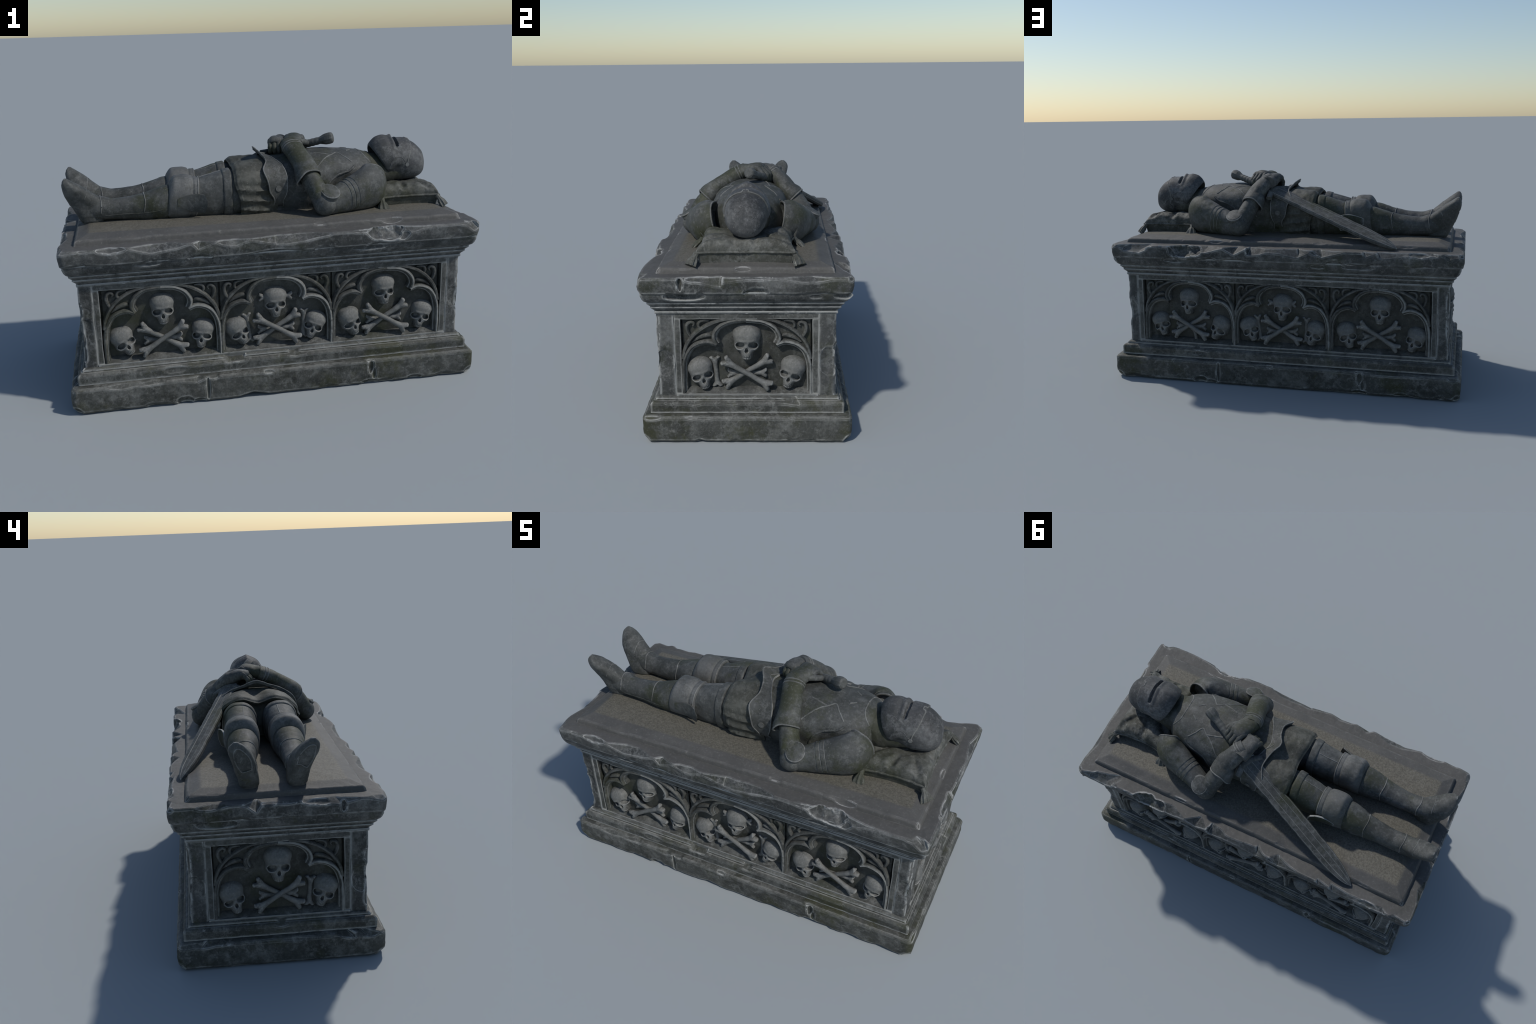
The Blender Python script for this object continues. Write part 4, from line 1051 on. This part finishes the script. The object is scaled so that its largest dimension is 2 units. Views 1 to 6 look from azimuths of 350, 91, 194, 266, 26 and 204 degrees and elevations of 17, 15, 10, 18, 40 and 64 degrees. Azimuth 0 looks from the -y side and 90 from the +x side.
# hands -----------------------------------------------------------------------
def hand(base, d, spread, width, zk, drop, lens, rad, parent=None):
    d = np.array(d, float); d /= np.linalg.norm(d); sp = np.array(spread, float); sp /= np.linalg.norm(sp)
    base = np.array(base, float)
    up = np.cross(d, sp); up *= np.sign(up[2])
    kn = base + d * 0.075; kn[2] = zk
    T = tube([base - d * 0.03, base, base + d * 0.04 + V3(0, 0, 0.008), kn, kn + d * 0.014 - V3(0, 0, 0.012)], [width * 0.95, width, width * 1.02, width, width * 0.9], [0.034, 0.034, 0.032, 0.026, 0.018], 40, 40, up=up, power=2.4)
    palm = add('hand', *capped(weather(T, 0.002, 22, 5)), M_ARMOUR, parent, angle=60)
    for k in range(4):
        off = (k - 1.5) / 1.5 * width * 0.80
        p0 = kn + sp * off - d * 0.02
        L = lens * (0.9, 1.0, 0.98, 0.85)[k]
        pts = [p0 - V3(0, 0, 0.004), p0 + d * 0.022 + V3(0, 0, 0.004), p0 + d * 0.05 * L + V3(0, 0, -0.012), p0 + d * 0.072 * L - V3(0, 0, 0.034), p0 + d * 0.070 * L - V3(0, 0, drop), p0 + d * 0.055 * L - V3(0, 0, drop + 0.012)]
        T = tube(pts, [rad, rad * 1.08, rad, rad * 0.97, rad * 0.85, rad * 0.4], None, 16, 36, up=sp)
        # joints
        j = np.linspace(0, 1, 36); c = T.mean(1, keepdims=True)
        T = c + (T - c) * (1 + 0.10 * np.exp(-((j - 0.35) / 0.05) ** 2) + 0.08 * np.exp(-((j - 0.62) / 0.05) ** 2))[:, None, None]
        add('finger', *capped(T), M_ARMOUR, palm, angle=60)
    return palm
h1 = hand((0.166, -0.022, 1.147), (0.42, 0.90, 0.0), (0.90, -0.42, 0.0), 0.046, 1.164, 0.055, 1.0, 0.0135)
h2 = hand((0.122, 0.125, 1.130), (-0.20, -0.95, 0.15), (0.93, -0.36, 0.0), 0.041, 1.148, 0.05, 0.75, 0.013)
# thumb of the upper hand along the grip
T = tube([(0.212, -0.005, 1.150), (0.240, 0.012, 1.146), (0.260, 0.036, 1.136), (0.268, 0.055, 1.122)], [0.017, 0.016, 0.014, 0.008], None, 16, 20)
add('finger', *capped(T), M_ARMOUR, h1, angle=60)

# sword -----------------------------------------------------------------------
# the hilt lies flatter than the blade, over the belly; the blade runs down across hip and thigh
HILT = V3(0.374, 0.004, 1.160); GUARD = V3(0.094, 0.140, 1.078); B = V3(-0.640, 0.420, 0.806)
def frame_of(a, b, w0):
    ax = (b - a) / np.linalg.norm(b - a); w = w0 - ax * (w0 @ ax); w /= np.linalg.norm(w)
    n = np.cross(ax, w); n *= np.sign(n[2]); return a, ax, w, n, np.linalg.norm(b - a)
W0 = V3(0.40, 0.90, -0.28)
A, ax, wd, nn, LEN = frame_of(GUARD, B, W0)
def along(t, w=0.0, h=0.0): return A + ax * t + wd * w + nn * h
ts = np.linspace(-0.01, LEN, 90)
hw = catmull([-0.01, 0.3, 0.55, 0.66, 0.74, 0.80, LEN], [0.048, 0.047, 0.046, 0.044, 0.034, 0.019, 0.002], ts)[:, 0]
prof = [(-1, -0.3), (-1, 0.35), (-0.90, 0.72), (-0.36, 0.92), (-0.30, 0.82), (0.30, 0.82), (0.36, 0.92), (0.90, 0.72), (1, 0.35), (1, -0.3), (0.82, -0.8), (0.25, -1.0), (-0.25, -1.0), (-0.82, -0.8)]
pc = np.array(prof + prof[:1]); prof = [tuple(pc[i] + (pc[i + 1] - pc[i]) * q) for i in range(len(prof)) for q in (0, 0.1, 0.5, 0.9)]
ts = np.linspace(-0.01, LEN, 160)
hw = np.interp(ts, np.linspace(-0.01, LEN, 90), hw)
G = np.zeros((len(ts), len(prof), 3))
for i, t in enumerate(ts):
    th = 0.019 * min(1, hw[i] / 0.035 + 0.1)
    n1 = 1 - 0.10 * max(0, noise(np.array([[t * 14, 1.0, 2.0]]))[0]); n2 = 1 - 0.10 * max(0, noise(np.array([[t * 17, 5.0, 2.0]]))[0])
    for j, (w_, h_) in enumerate(prof):
        G[i, j] = along(t, w_ * hw[i] * (n1 if w_ < 0 else n2), h_ * th)
sw = add('sword_blade', *capped(G), M_ARMOUR, angle=25)
A, ax, wd, nn, HL = frame_of(HILT, GUARD, W0)
T = tube([along(-0.005), along(HL * 0.4), along(HL * 0.7), along(HL + 0.01)], [0.0185, 0.0195, 0.0195, 0.018], None, 20, 60, up=nn)
k_ = 1 + 0.04 * np.sin(np.arange(60) * 1.6)
C = T.mean(1, keepdims=True); T = C + (T - C) * k_[:, None, None]
add('sword_grip', *capped(T), M_ARMOUR, sw)
T = tube([along(-0.018), along(-0.013), along(0.0), along(0.020), along(0.040), along(0.052)], [0.020, 0.027, 0.030, 0.029, 0.023, 0.019], None, 9, 16, up=nn)
add('sword_pommel', *capped(T), M_ARMOUR, sw, angle=20)
gc = [GUARD + wd * w_ + nn * h_ + ax * b_ for w_, h_, b_ in ((-0.075, 0.004, 0.030), (-0.045, 0.006, 0.012), (0.0, 0.008, 0.0), (0.05, 0.002, 0.012), (0.085, -0.008, 0.030))]
T = tube(gc, [0.012, 0.016, 0.020, 0.018, 0.016], [0.011, 0.012, 0.016, 0.013, 0.012], 16, 40, up=nn)
add('sword_guard', *capped(T), M_ARMOUR, sw)
